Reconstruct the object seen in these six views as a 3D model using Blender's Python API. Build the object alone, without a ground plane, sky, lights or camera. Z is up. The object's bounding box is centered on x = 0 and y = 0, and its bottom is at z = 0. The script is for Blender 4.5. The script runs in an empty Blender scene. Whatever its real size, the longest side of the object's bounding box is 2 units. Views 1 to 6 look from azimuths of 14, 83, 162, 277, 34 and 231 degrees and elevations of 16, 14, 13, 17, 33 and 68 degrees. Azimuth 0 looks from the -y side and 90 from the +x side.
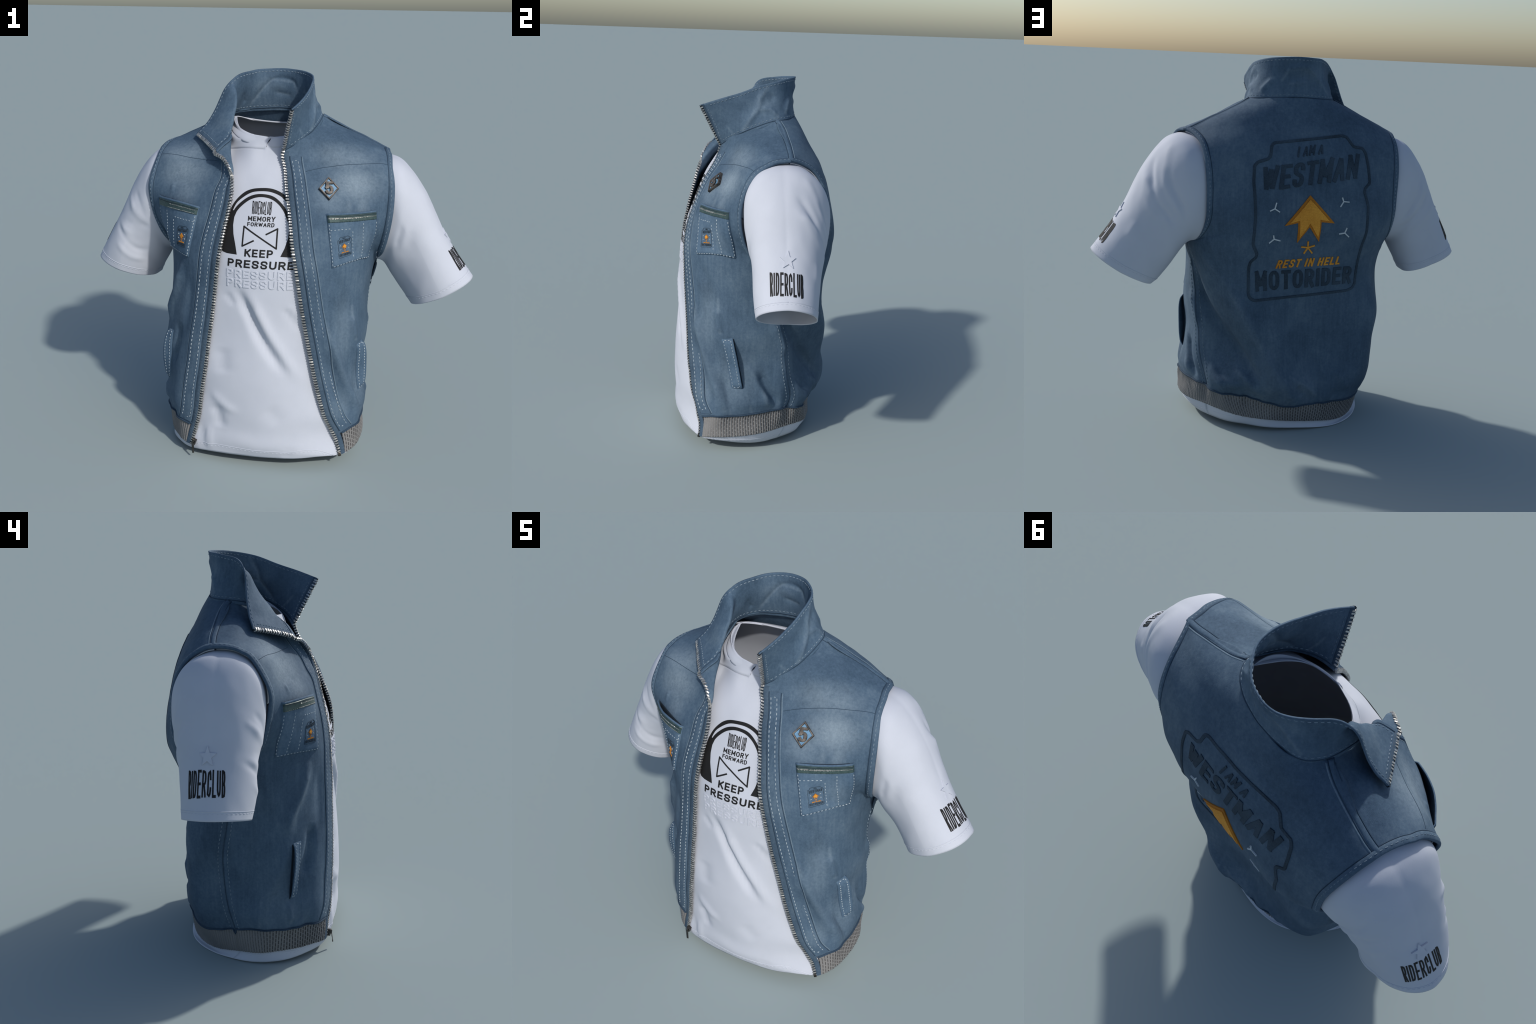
import bpy, bmesh, math, random
import numpy as np
from mathutils import Vector, noise
from mathutils.bvhtree import BVHTree

random.seed(7)
A = np.array

# ------------------------------------------------------------------ splines
def spline(points, knots, at):
    """natural cubic spline through points at knots, read at the values `at`"""
    p = np.asarray(points, float)
    t = np.asarray(knots, float)
    n = len(t)
    h = np.diff(t)
    shape = p.shape
    p = p.reshape(n, -1)
    m = np.zeros_like(p)
    if n > 2:
        M = np.zeros((n - 2, n - 2))
        for i in range(n - 2):
            M[i, i] = 2 * (h[i] + h[i + 1])
            if i:
                M[i, i - 1] = h[i]
            if i < n - 3:
                M[i, i + 1] = h[i + 1]
        d = np.diff(p, axis=0) / h[:, None]
        m[1:-1] = np.linalg.solve(M, 6 * np.diff(d, axis=0))
    at = np.asarray(at, float)
    k = np.clip(np.searchsorted(t, at) - 1, 0, n - 2)
    a = ((t[k + 1] - at) / h[k])[:, None]
    b = 1 - a
    out = a * p[k] + b * p[k + 1] + ((a ** 3 - a) * m[k] + (b ** 3 - b) * m[k + 1]) * (h[k] ** 2)[:, None] / 6
    return out.reshape((len(at),) + shape[1:])

def chords(p, power=0.75):
    d = np.linalg.norm(np.diff(np.asarray(p, float), axis=0), axis=-1)
    if d.ndim > 1:
        d = d.mean(axis=-1)
    return np.concatenate([[0], np.cumsum(np.maximum(d, 1e-4) ** power)])

def through(points, counts):
    """smooth curve through points with counts[i] samples in the i-th gap"""
    t = chords(points)
    at = [t[0]]
    for i, c in enumerate(counts):
        at += list(t[i] + (t[i + 1] - t[i]) * np.arange(1, c + 1) / c)
    return spline(points, t, at)

def curve(points, n):
    p = A(points, float)
    t = chords(p)
    c = spline(p, t, np.linspace(0, t[-1], n * 4))
    return even(c, n)

def even(c, n):
    d = np.concatenate([[0], np.cumsum(np.linalg.norm(np.diff(c, axis=0), axis=1))])
    s = np.linspace(0, d[-1], n)
    return np.stack([np.interp(s, d, c[:, i]) for i in range(c.shape[1])], -1)

def length(c):
    return float(np.linalg.norm(np.diff(c, axis=0), axis=1).sum())

def grid_normals(P, closed=False):
    if closed:
        du = np.roll(P, -1, 1) - np.roll(P, 1, 1)
    else:
        du = np.gradient(P, axis=1)
    dv = np.gradient(P, axis=0)
    n = np.cross(du, dv)
    return n / (np.linalg.norm(n, axis=-1, keepdims=True) + 1e-12)

# ------------------------------------------------------------------ materials
def nodes_of(name):
    m = bpy.data.materials.new(name)
    m.use_nodes = True
    nt = m.node_tree
    return m, nt, nt.nodes["Principled BSDF"]

def N(nt, kind, **kw):
    n = nt.nodes.new("ShaderNode" + kind)
    for k, v in kw.items():
        if k in n.inputs:
            n.inputs[k].default_value = v
        else:
            setattr(n, k, v)
    return n

def ramp(nt, src, stops):
    r = nt.nodes.new("ShaderNodeValToRGB")
    e = r.color_ramp.elements
    while len(e) < len(stops):
        e.new(0.5)
    for el, (p, c) in zip(e, stops):
        el.position = p
        el.color = (*c, 1) if len(c) == 3 else c
    nt.links.new(src, r.inputs[0])
    return r.outputs[0]

def mixc(nt, fac, a, b, mode="MIX"):
    m = nt.nodes.new("ShaderNodeMix")
    m.data_type = "RGBA"
    m.blend_type = mode
    for s, v in ((m.inputs[0], fac), (m.inputs[6], a), (m.inputs[7], b)):
        if hasattr(v, "is_linked") or isinstance(v, bpy.types.NodeSocket):
            nt.links.new(v, s)
        elif isinstance(v, (tuple, list)):
            s.default_value = (*v, 1)
        else:
            s.default_value = v
    return m.outputs[2]

def math_n(nt, op, a, b=0.0, clamp=False):
    m = nt.nodes.new("ShaderNodeMath")
    m.operation = op
    m.use_clamp = clamp
    for s, v in ((m.inputs[0], a), (m.inputs[1], b)):
        if isinstance(v, bpy.types.NodeSocket):
            nt.links.new(v, s)
        else:
            s.default_value = v
    return m.outputs[0]

def blob(nt, pos, centre, radii):
    """1 at the centre of an ellipsoid, fading to 0 at its border"""
    mp = nt.nodes.new("ShaderNodeMapping")
    mp.vector_type = "POINT"
    mp.inputs["Scale"].default_value = [1 / r for r in radii]
    mp.inputs["Location"].default_value = [-c / r for c, r in zip(centre, radii)]
    nt.links.new(pos, mp.inputs[0])
    ln = nt.nodes.new("ShaderNodeVectorMath")
    ln.operation = "LENGTH"
    nt.links.new(mp.outputs[0], ln.inputs[0])
    mr = nt.nodes.new("ShaderNodeMapRange")
    mr.interpolation_type = "SMOOTHSTEP"
    mr.inputs[1].default_value = 1.0
    mr.inputs[2].default_value = 0.0
    nt.links.new(ln.outputs["Value"], mr.inputs[0])
    return mr.outputs[0]

def bleach(nt, pos, a, b, r):
    """1 on the line a-b, fading to 0 at distance r"""
    a, b = Vector(a), Vector(b)
    ab = b - a
    def vm(op, x, y):
        n = nt.nodes.new("ShaderNodeVectorMath")
        n.operation = op
        for s, v in zip(n.inputs, (x, y)):
            if isinstance(v, bpy.types.NodeSocket):
                nt.links.new(v, s)
            else:
                s.default_value = v
        return n
    ap = vm("SUBTRACT", pos, a).outputs[0]
    t = math_n(nt, "MULTIPLY", vm("DOT_PRODUCT", ap, ab).outputs["Value"], 1 / ab.length_squared, True)
    sc = nt.nodes.new("ShaderNodeVectorMath")
    sc.operation = "SCALE"
    sc.inputs[0].default_value = ab
    nt.links.new(t, sc.inputs["Scale"])
    d = vm("DISTANCE", ap, sc.outputs[0]).outputs["Value"]
    mr = nt.nodes.new("ShaderNodeMapRange")
    mr.interpolation_type = "SMOOTHSTEP"
    mr.inputs[1].default_value, mr.inputs[2].default_value = 0.0, r
    mr.inputs[3].default_value, mr.inputs[4].default_value = 1.0, 0.0
    nt.links.new(d, mr.inputs[0])
    return mr.outputs[0]

def scaled(nt, pos, s):
    mp = nt.nodes.new("ShaderNodeMapping")
    mp.inputs["Scale"].default_value = s
    nt.links.new(pos, mp.inputs[0])
    return mp.outputs[0]

DARK, MID, PALE, FADE = (0.036, 0.068, 0.110), (0.066, 0.111, 0.168), (0.118, 0.172, 0.228), (0.240, 0.308, 0.366)

def denim(name, fades=(), streaks=(), tone=1.0, wear=1.0, rough=0.78):
    m, nt, b = nodes_of(name)
    L = nt.links
    pos = nt.nodes.new("ShaderNodeTexCoord").outputs["Object"]
    big = N(nt, "TexNoise", Scale=4.5, Detail=5.0, Roughness=0.6)
    L.new(pos, big.inputs["Vector"])
    streak = N(nt, "TexNoise", Scale=1.0, Detail=4.0, Roughness=0.65)
    L.new(scaled(nt, pos, (60, 60, 5)), streak.inputs["Vector"])
    mott = N(nt, "TexNoise", Scale=80.0, Detail=5.0, Roughness=0.7)
    L.new(pos, mott.inputs["Vector"])
    weave = N(nt, "TexNoise", Scale=1.0, Detail=2.0, Roughness=0.8)
    L.new(scaled(nt, pos, (420, 420, 260)), weave.inputs["Vector"])
    v = math_n(nt, "MULTIPLY", big.outputs[0], 0.42)
    v = math_n(nt, "ADD", v, math_n(nt, "MULTIPLY", streak.outputs[0], 0.20))
    v = math_n(nt, "ADD", v, math_n(nt, "MULTIPLY", mott.outputs[0], 0.24))
    v = math_n(nt, "ADD", v, math_n(nt, "MULTIPLY", weave.outputs[0], 0.16))
    t = lambda c: tuple(x * tone for x in c)
    col = ramp(nt, v, [(0.38, t(DARK)), (0.52, t(MID)), (0.67, t(PALE))])
    if fades:
        tot = None
        for c, r, k in fades:
            f = math_n(nt, "MULTIPLY", blob(nt, pos, c, r), k)
            tot = f if tot is None else math_n(nt, "MAXIMUM", tot, f)
        for line, r, k in streaks:
            for a, b2 in zip(line, line[1:]):
                tot = math_n(nt, "MAXIMUM", tot, math_n(nt, "MULTIPLY", bleach(nt, pos, a, b2, r), k))
        cloud = N(nt, "TexNoise", Scale=9.0, Detail=6.0, Roughness=0.62)
        L.new(scaled(nt, pos, (1.0, 1.0, 0.8)), cloud.inputs["Vector"])
        cl = nt.nodes.new("ShaderNodeMapRange")
        cl.inputs[1].default_value, cl.inputs[2].default_value = 0.34, 0.66
        L.new(cloud.outputs[0], cl.inputs[0])
        cl2 = math_n(nt, "ADD", math_n(nt, "MULTIPLY", cl.outputs[0], 0.25), math_n(nt, "MULTIPLY", mott.outputs[0], 0.95))
        tot = math_n(nt, "MULTIPLY", math_n(nt, "MULTIPLY", tot, cl2), wear, True)
        col = mixc(nt, tot, col, t(FADE))
    L.new(col, b.inputs["Base Color"])
    b.inputs["Roughness"].default_value = rough
    b.inputs["Specular IOR Level"].default_value = 0.25
    bump = N(nt, "Bump", Strength=0.4, Distance=0.002)
    mx = math_n(nt, "ADD", weave.outputs[0], math_n(nt, "MULTIPLY", mott.outputs[0], 0.6))
    L.new(mx, bump.inputs["Height"])
    L.new(bump.outputs[0], b.inputs["Normal"])
    return m

def cloth(name, c0, c1, rough=0.85, grain=300.0, strength=0.15):
    m, nt, b = nodes_of(name)
    L = nt.links
    pos = nt.nodes.new("ShaderNodeTexCoord").outputs["Object"]
    n1 = N(nt, "TexNoise", Scale=6.0, Detail=4.0)
    L.new(pos, n1.inputs["Vector"])
    n2 = N(nt, "TexNoise", Scale=1.0, Detail=2.0)
    L.new(scaled(nt, pos, (grain, grain, grain * 1.6)), n2.inputs["Vector"])
    v = math_n(nt, "ADD", math_n(nt, "MULTIPLY", n1.outputs[0], 0.6), math_n(nt, "MULTIPLY", n2.outputs[0], 0.4))
    L.new(ramp(nt, v, [(0.35, c0), (0.65, c1)]), b.inputs["Base Color"])
    b.inputs["Roughness"].default_value = rough
    b.inputs["Specular IOR Level"].default_value = 0.2
    bump = N(nt, "Bump", Strength=strength, Distance=0.002)
    L.new(n2.outputs[0], bump.inputs["Height"])
    L.new(bump.outputs[0], b.inputs["Normal"])
    return m

def metal(name, c, rough=0.35, worn=None, met=1.0):
    m, nt, b = nodes_of(name)
    pos = nt.nodes.new("ShaderNodeTexCoord").outputs["Object"]
    n1 = N(nt, "TexNoise", Scale=55.0, Detail=4.0)
    nt.links.new(pos, n1.inputs["Vector"])
    nt.links.new(ramp(nt, n1.outputs[0], [(0.35, c), (0.65, worn or c)]), b.inputs["Base Color"])
    b.inputs["Metallic"].default_value = met
    b.inputs["Roughness"].default_value = rough
    return m

CHEST = [((0.38, -0.13, 1.55), (0.24, 0.16, 0.11), 0.75), ((0.42, -0.17, 1.43), (0.20, 0.16, 0.13), 1.0), ((0.31, -0.22, 1.36), (0.14, 0.14, 0.12), 0.6), ((0.46, -0.18, 1.34), (0.05, 0.1, 0.12), 0.55), ((0.40, -0.2, 1.33), (0.03, 0.1, 0.11), 0.5),
         ((-0.45, -0.13, 1.53), (0.21, 0.16, 0.11), 0.75), ((-0.43, -0.17, 1.44), (0.20, 0.16, 0.13), 1.0), ((-0.40, -0.2, 1.35), (0.11, 0.14, 0.13), 0.6),
         ((0.40, -0.26, 0.72), (0.08, 0.16, 0.3), 0.30), ((0.47, -0.12, 0.4), (0.10, 0.2, 0.25), 0.35), ((0.42, -0.22, 0.3), (0.05, 0.1, 0.16), 0.35), ((-0.44, -0.28, 0.8), (0.07, 0.15, 0.3), 0.25), ((-0.54, -0.15, 0.35), (0.08, 0.15, 0.2), 0.2)]
BACKFADE = [((0.12, 0.37, 0.38), (0.07, 0.12, 0.28), 0.22), ((-0.05, 0.36, 0.27), (0.14, 0.1, 0.06), 0.2), ((-0.05, 0.3, 1.57), (0.25, 0.1, 0.04), 0.14), ((0.42, 0.2, 1.55), (0.2, 0.12, 0.1), 0.25), ((0.42, 0.25, 0.5), (0.08, 0.15, 0.3), 0.2)]
BACKSTREAKS = [([(.450,.28,.90),(.370,.345,.80),(.280,.370,.68),(.215,.380,.55),(.145,.41,.42),(.060,.41,.28),(.02,.375,.19)], .030, .20), ([(.405,.225,.48),(.330,.29,.38),(.211,.35,.28),(.14,.34,.18)], .022, .24), ([(.012,.40,.315),(-.082,.39,.26),(-.175,.365,.16)], .018, .30), ([(.047,.41,.31),(.002,.38,.18)], .014, .28), ([(.30,.25,1.57),(.14,.28,1.60)], .03, .12)]
M_BACK = denim("washed_denim_back", BACKFADE, BACKSTREAKS, tone=0.90)
STREAKS = [([(.330,-.330,.770),(.378,-.288,.600),(.405,-.265,.510),(.458,-.200,.345),(.486,-.165,.245)], .030, .34), ([(.436,-.208,.83),(.444,-.201,.725),(.455,-.190,.660)], .020, .40),
    ([(.485,-.060,.500),(.498,.035,.362),(.481,.068,.253)], .026, .34), ([(.468,.060,.720),(.448,.165,.535)], .03, .30), ([(.480,-.150,.30),(.492,-.13,.21)], .016, .32), ([(.495,-.05,.33),(.495,-.02,.22)], .016, .3),
    ([(.400,-.19,1.335),(.415,-.175,1.385),(.42,-.165,1.43)], .018, .55), ([(.44,-.18,1.33),(.46,-.16,1.40)], .018, .55), ([(.29,-.26,1.32),(.25,-.24,1.40)], .010, .4), ([(.505,-.16,1.25),(.50,-.15,1.10)], .014, .45),
    ([(.24,-.355,.98),(.29,-.34,.80),(.345,-.31,.60),(.39,-.275,.40),(.43,-.25,.22)], .013, .38),
    ([(-.400,-.275,1.000),(-.465,-.230,.830),(-.488,-.218,.680)], .026, .28), ([(-.505,-.190,.340),(-.515,-.200,.22)], .016, .28), ([(-.545,-.06,.34),(-.54,-.05,.21)], .018, .26), ([(-.44,-.19,1.33),(-.455,-.175,1.40)], .018, .5), ([(-.485,-.19,1.33),(-.49,-.175,1.39)], .016, .5)]
M_DENIM = denim("washed_denim", CHEST, STREAKS, tone=0.96)
COLSTREAKS = [([(.168,.045,1.884),(.174,.008,1.821),(.179,.002,1.783),(.187,-.042,1.719),(.183,-.073,1.667)], .018, .42), ([(.182,.008,1.771),(.188,.059,1.775),(.198,.098,1.742)], .014, .38), ([(.105,.167,1.825),(.137,.153,1.79),(.166,.144,1.757)], .018, .42),
    ([(.064,.188,1.818),(.036,.198,1.869),(-.073,.205,1.879),(-.122,.186,1.831),(-.185,.174,1.751)], .014, .36), ([(.03,.20,1.80),(-.06,.205,1.815)], .012, .25), ([(.125,-.17,1.70),(.15,-.12,1.64)], .012, .3)]
M_COLLAR = denim("collar_denim", [((0.16, 0.05, 1.80), (0.09, 0.12, 0.07), 0.18), ((-0.1, 0.2, 1.85), (0.16, 0.08, 0.06), 0.18)], COLSTREAKS)
M_PLACKET = denim("placket_denim", tone=0.92)
M_POCKET = denim("pocket_denim", [((0.47, -0.2, 1.17), (0.06, 0.1, 0.13), 0.35)], tone=1.12)
M_TAPE = denim("zip_tape_denim", tone=0.72)
M_CREASE = cloth("dark_seam_line", (0.018, 0.035, 0.06), (0.04, 0.07, 0.11))  # dark blue for the thin ribbons along the seams
M_EDGE = cloth("worn_seam_edge", (0.085, 0.135, 0.19), (0.16, 0.215, 0.265), grain=120)
M_THREAD = cloth("pale_thread", (0.27, 0.33, 0.38), (0.44, 0.50, 0.54), grain=500)
M_THREAD2 = cloth("blue_grey_thread", (0.12, 0.17, 0.22), (0.23, 0.29, 0.345), grain=500)
M_RIB = cloth("grey_rib_knit", (0.150, 0.150, 0.153), (0.220, 0.219, 0.218), grain=260, strength=0.4)
M_RIBDARK = cloth("rib_knit_groove_darkened", (0.05, 0.048, 0.05), (0.085, 0.083, 0.085), grain=260)  # darker grey for the dashes in the grooves between ribs
M_WHITE = cloth("white_cotton", (0.465, 0.495, 0.565), (0.495, 0.525, 0.60), grain=200, strength=0.08)
M_BLACK = cloth("black_print", (0.010, 0.010, 0.011), (0.016, 0.016, 0.017), rough=0.6)
M_EMB = cloth("dark_embroidery", (0.018, 0.030, 0.045), (0.045, 0.070, 0.100), grain=160, strength=0.6)
M_GOLD = cloth("orange_embroidery", (0.48, 0.18, 0.020), (0.74, 0.34, 0.05), grain=130, strength=0.6)
M_GOLD2 = cloth("orange_border_stitch", (0.33, 0.12, 0.015), (0.45, 0.17, 0.02), grain=130, strength=0.6)
M_SILVER = cloth("pale_embroidery", (0.42, 0.47, 0.50), (0.6, 0.64, 0.66), grain=200)
M_TOOTH = metal("zip_metal", (0.30, 0.30, 0.295), 0.4, (0.58, 0.58, 0.57), 0.75)
M_DARKMETAL = metal("dark_slider_metal", (0.05, 0.048, 0.045), 0.4, (0.13, 0.12, 0.11))
M_PEWTER = metal("worn_pewter", (0.035, 0.032, 0.030), 0.5, (0.15, 0.13, 0.115), 0.5)
M_ENAMEL = metal("blue_enamel", (0.085, 0.21, 0.36), 0.4, (0.14, 0.29, 0.44), 0.0)
M_ZIPGREEN = metal("green_pocket_zip", (0.025, 0.055, 0.058), 0.45, (0.05, 0.085, 0.085), 0.2)
M_INNER = cloth("near_black_blue", (0.012, 0.02, 0.03), (0.02, 0.03, 0.045))  # near-black blue, used at the pocket openings and under the zip teeth

# ------------------------------------------------------------------ objects
def empty(name, label, category):
    o = bpy.data.objects.new(name, None)
    bpy.context.scene.collection.objects.link(o)
    o["label"], o["category"] = label, category
    return o

def obj(name, verts, faces, mats, parent, smooth=True, midx=None, stuff=False):
    me = bpy.data.meshes.new(name)
    me.from_pydata([tuple(map(float, v)) for v in verts], [], [tuple(map(int, f)) for f in faces])
    for mt in (mats if isinstance(mats, (list, tuple)) else [mats]):
        me.materials.append(mt)
    me.polygons.foreach_set("use_smooth", [smooth] * len(me.polygons))
    if midx is not None:
        me.polygons.foreach_set("material_index", [int(i) for i in midx])
    me.update()
    o = bpy.data.objects.new(name, me)
    bpy.context.scene.collection.objects.link(o)
    o.parent = parent
    if stuff:
        o["kind"] = "stuff"
    return o

def quads(nv, nu, closed=False, base=0):
    i, j = np.meshgrid(np.arange(nv - 1), np.arange(nu if closed else nu - 1), indexing="ij")
    j2 = (j + 1) % nu
    f = np.stack([i * nu + j, i * nu + j2, (i + 1) * nu + j2, (i + 1) * nu + j], -1).reshape(-1, 4)
    return f + base

def shell(P, thick, closed=False, normals=None):
    """grid P gets a second sheet `thick` behind it and rims along its borders"""
    nv, nu = P.shape[:2]
    n = grid_normals(P, closed) if normals is None else normals
    V = np.concatenate([P.reshape(-1, 3), (P - n * thick).reshape(-1, 3)])
    k = nv * nu
    f = quads(nv, nu, closed)
    F = [f, f[:, ::-1] + k]
    def rim(a):
        a = np.asarray(a)
        F.append(np.stack([a[:-1], a[:-1] + k, a[1:] + k, a[1:]], -1))
    r = np.arange(nu)
    if closed:
        r = np.append(r, 0)
    rim(r)
    rim((r + (nv - 1) * nu)[::-1])
    if not closed:
        c = np.arange(nv) * nu
        rim(c[::-1])
        rim(c + nu - 1)
    return V, np.concatenate(F)

def merge(parts):
    V, F, o = [], [], 0
    for v, f in parts:
        V.append(np.asarray(v, float))
        F += [tuple(int(i) + o for i in q) for q in f]
        o += len(v)
    return np.concatenate(V), F

def bvh_of(P, closed=False):
    nv, nu = P.shape[:2]
    return BVHTree.FromPolygons([Vector(p) for p in P.reshape(-1, 3)], [tuple(map(int, q)) for q in quads(nv, nu, closed)])

def nearest(bvh, p, out=None):
    loc, nor, _, _ = bvh.find_nearest(Vector(p))
    return A(loc), A(nor)

def cast(bvh, p, d):
    loc, nor, _, _ = bvh.ray_cast(Vector(p), Vector(d))
    if loc is None:
        return nearest(bvh, p)
    return A(loc), A(nor)

# ------------------------------------------------------------------ relief: folds and wrinkles
def seg_dist(P, line):
    """distance of points P to a polyline, and the place (0..1) along it"""
    line = A(line, float)
    best = np.full(len(P), 9.0)
    where = np.zeros(len(P))
    cum = np.concatenate([[0], np.cumsum(np.linalg.norm(np.diff(line, axis=0), axis=1))])
    for i in range(len(line) - 1):
        a, b = line[i], line[i + 1]
        ab = b - a
        t = np.clip(((P - a) @ ab) / (ab @ ab), 0, 1)
        d = np.linalg.norm(P - (a + t[:, None] * ab), axis=1)
        m = d < best
        best[m] = d[m]
        where[m] = ((cum[i] + t * (cum[i + 1] - cum[i])) / cum[-1])[m]
    return best, where

def relief(P, normals, folds, rough=0.0, scale=6.0):
    q = P.reshape(-1, 3)
    h = np.zeros(len(q))
    for line, amp, width in folds:
        ln = even(curve(line, 24), 14) if len(line) > 2 else A(line, float)
        lo, hi = ln.min(0) - 4 * width, ln.max(0) + 4 * width
        m = np.all((q > lo) & (q < hi), axis=1)
        if not m.any():
            continue
        d, w = seg_dist(q[m], ln)
        taper = np.minimum(1, np.minimum(w, 1 - w) * 4 + 0.12)
        h[m] += amp * np.exp(-(d / width) ** 2) * taper
    if rough:
        h += rough * A([noise.noise(Vector(p) * scale) + 0.5 * noise.noise(Vector(p) * scale * 2.3) + 0.4 * noise.noise(Vector((p[0] * 22, p[1] * 22, p[2] * 9))) for p in q])
    return P + normals * h.reshape(P.shape[:2] + (1,))

# ------------------------------------------------------------------ the vest's body: control rows
# left front (wearer's left, +x): zip edge ... side seam / armhole edge
LEFT = [
    [(.418,-.293,.070),(.450,-.272,.080),(.475,-.235,.088),(.490,-.190,.093),(.500,-.090,.100),(.483,.050,.112),(.415,.170,.115)],
    [(.385,-.293,.175),(.430,-.262,.187),(.460,-.228,.202),(.482,-.185,.210),(.495,-.090,.215),(.478,.050,.228),(.410,.175,.222)],
    [(.348,-.322,.262),(.408,-.283,.265),(.455,-.228,.270),(.487,-.168,.275),(.506,-.060,.280),(.486,.070,.285),(.422,.188,.285)],
    [(.320,-.337,.355),(.385,-.290,.358),(.440,-.212,.360),(.475,-.135,.360),(.492,-.045,.360),(.480,.055,.365),(.442,.172,.370)],
    [(.285,-.348,.500),(.350,-.302,.500),(.415,-.230,.500),(.462,-.160,.500),(.474,-.062,.500),(.470,.045,.500),(.452,.152,.500)],
    [(.256,-.356,.640),(.325,-.318,.640),(.400,-.255,.640),(.467,-.184,.640),(.485,-.085,.640),(.490,.020,.645),(.457,.125,.650)],
    [(.217,-.367,.840),(.290,-.336,.840),(.370,-.280,.840),(.440,-.200,.840),(.476,-.105,.840),(.486,.000,.845),(.484,.104,.850)],
    [(.182,-.373,1.045),(.260,-.350,1.045),(.341,-.312,1.045),(.430,-.232,1.050),(.490,-.122,1.052),(.508,-.026,1.040),(.512,.090,.997)],
    [(.168,-.367,1.110),(.245,-.348,1.110),(.330,-.312,1.110),(.420,-.230,1.110),(.490,-.152,1.110),(.512,-.072,1.095),(.553,-.040,1.068)],
    [(.155,-.353,1.180),(.235,-.338,1.180),(.320,-.306,1.180),(.415,-.233,1.180),(.500,-.180,1.180),(.536,-.117,1.180),(.583,-.102,1.175)],
    [(.132,-.309,1.300),(.215,-.304,1.300),(.302,-.286,1.303),(.420,-.232,1.305),(.520,-.170,1.307),(.566,-.132,1.303),(.600,-.121,1.300)],
    [(.105,-.262,1.410),(.190,-.252,1.410),(.300,-.215,1.410),(.420,-.170,1.415),(.510,-.135,1.420),(.562,-.114,1.422),(.597,-.094,1.423)],
    [(.081,-.206,1.505),(.170,-.198,1.490),(.290,-.148,1.502),(.406,-.106,1.514),(.490,-.083,1.520),(.540,-.066,1.517),(.579,-.042,1.497)],
    [(.069,-.183,1.572),(.150,-.152,1.570),(.250,-.105,1.583),(.360,-.055,1.583),(.460,-.025,1.568),(.525,-.006,1.552),(.572,-.004,1.527)],
    [(.100,-.168,1.602),(.170,-.126,1.605),(.260,-.080,1.611),(.365,-.030,1.605),(.460,.002,1.585),(.525,.022,1.563),(.566,.030,1.545)],
    [(.165,-.109,1.637),(.220,-.060,1.645),(.290,-.010,1.645),(.380,.030,1.625),(.460,.052,1.595),(.520,.062,1.571),(.556,.066,1.556)],
    [(.212,.095,1.721),(.265,.110,1.693),(.330,.118,1.662),(.400,.125,1.629),(.460,.129,1.602),(.510,.130,1.578),(.546,.126,1.562)],
]
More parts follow.
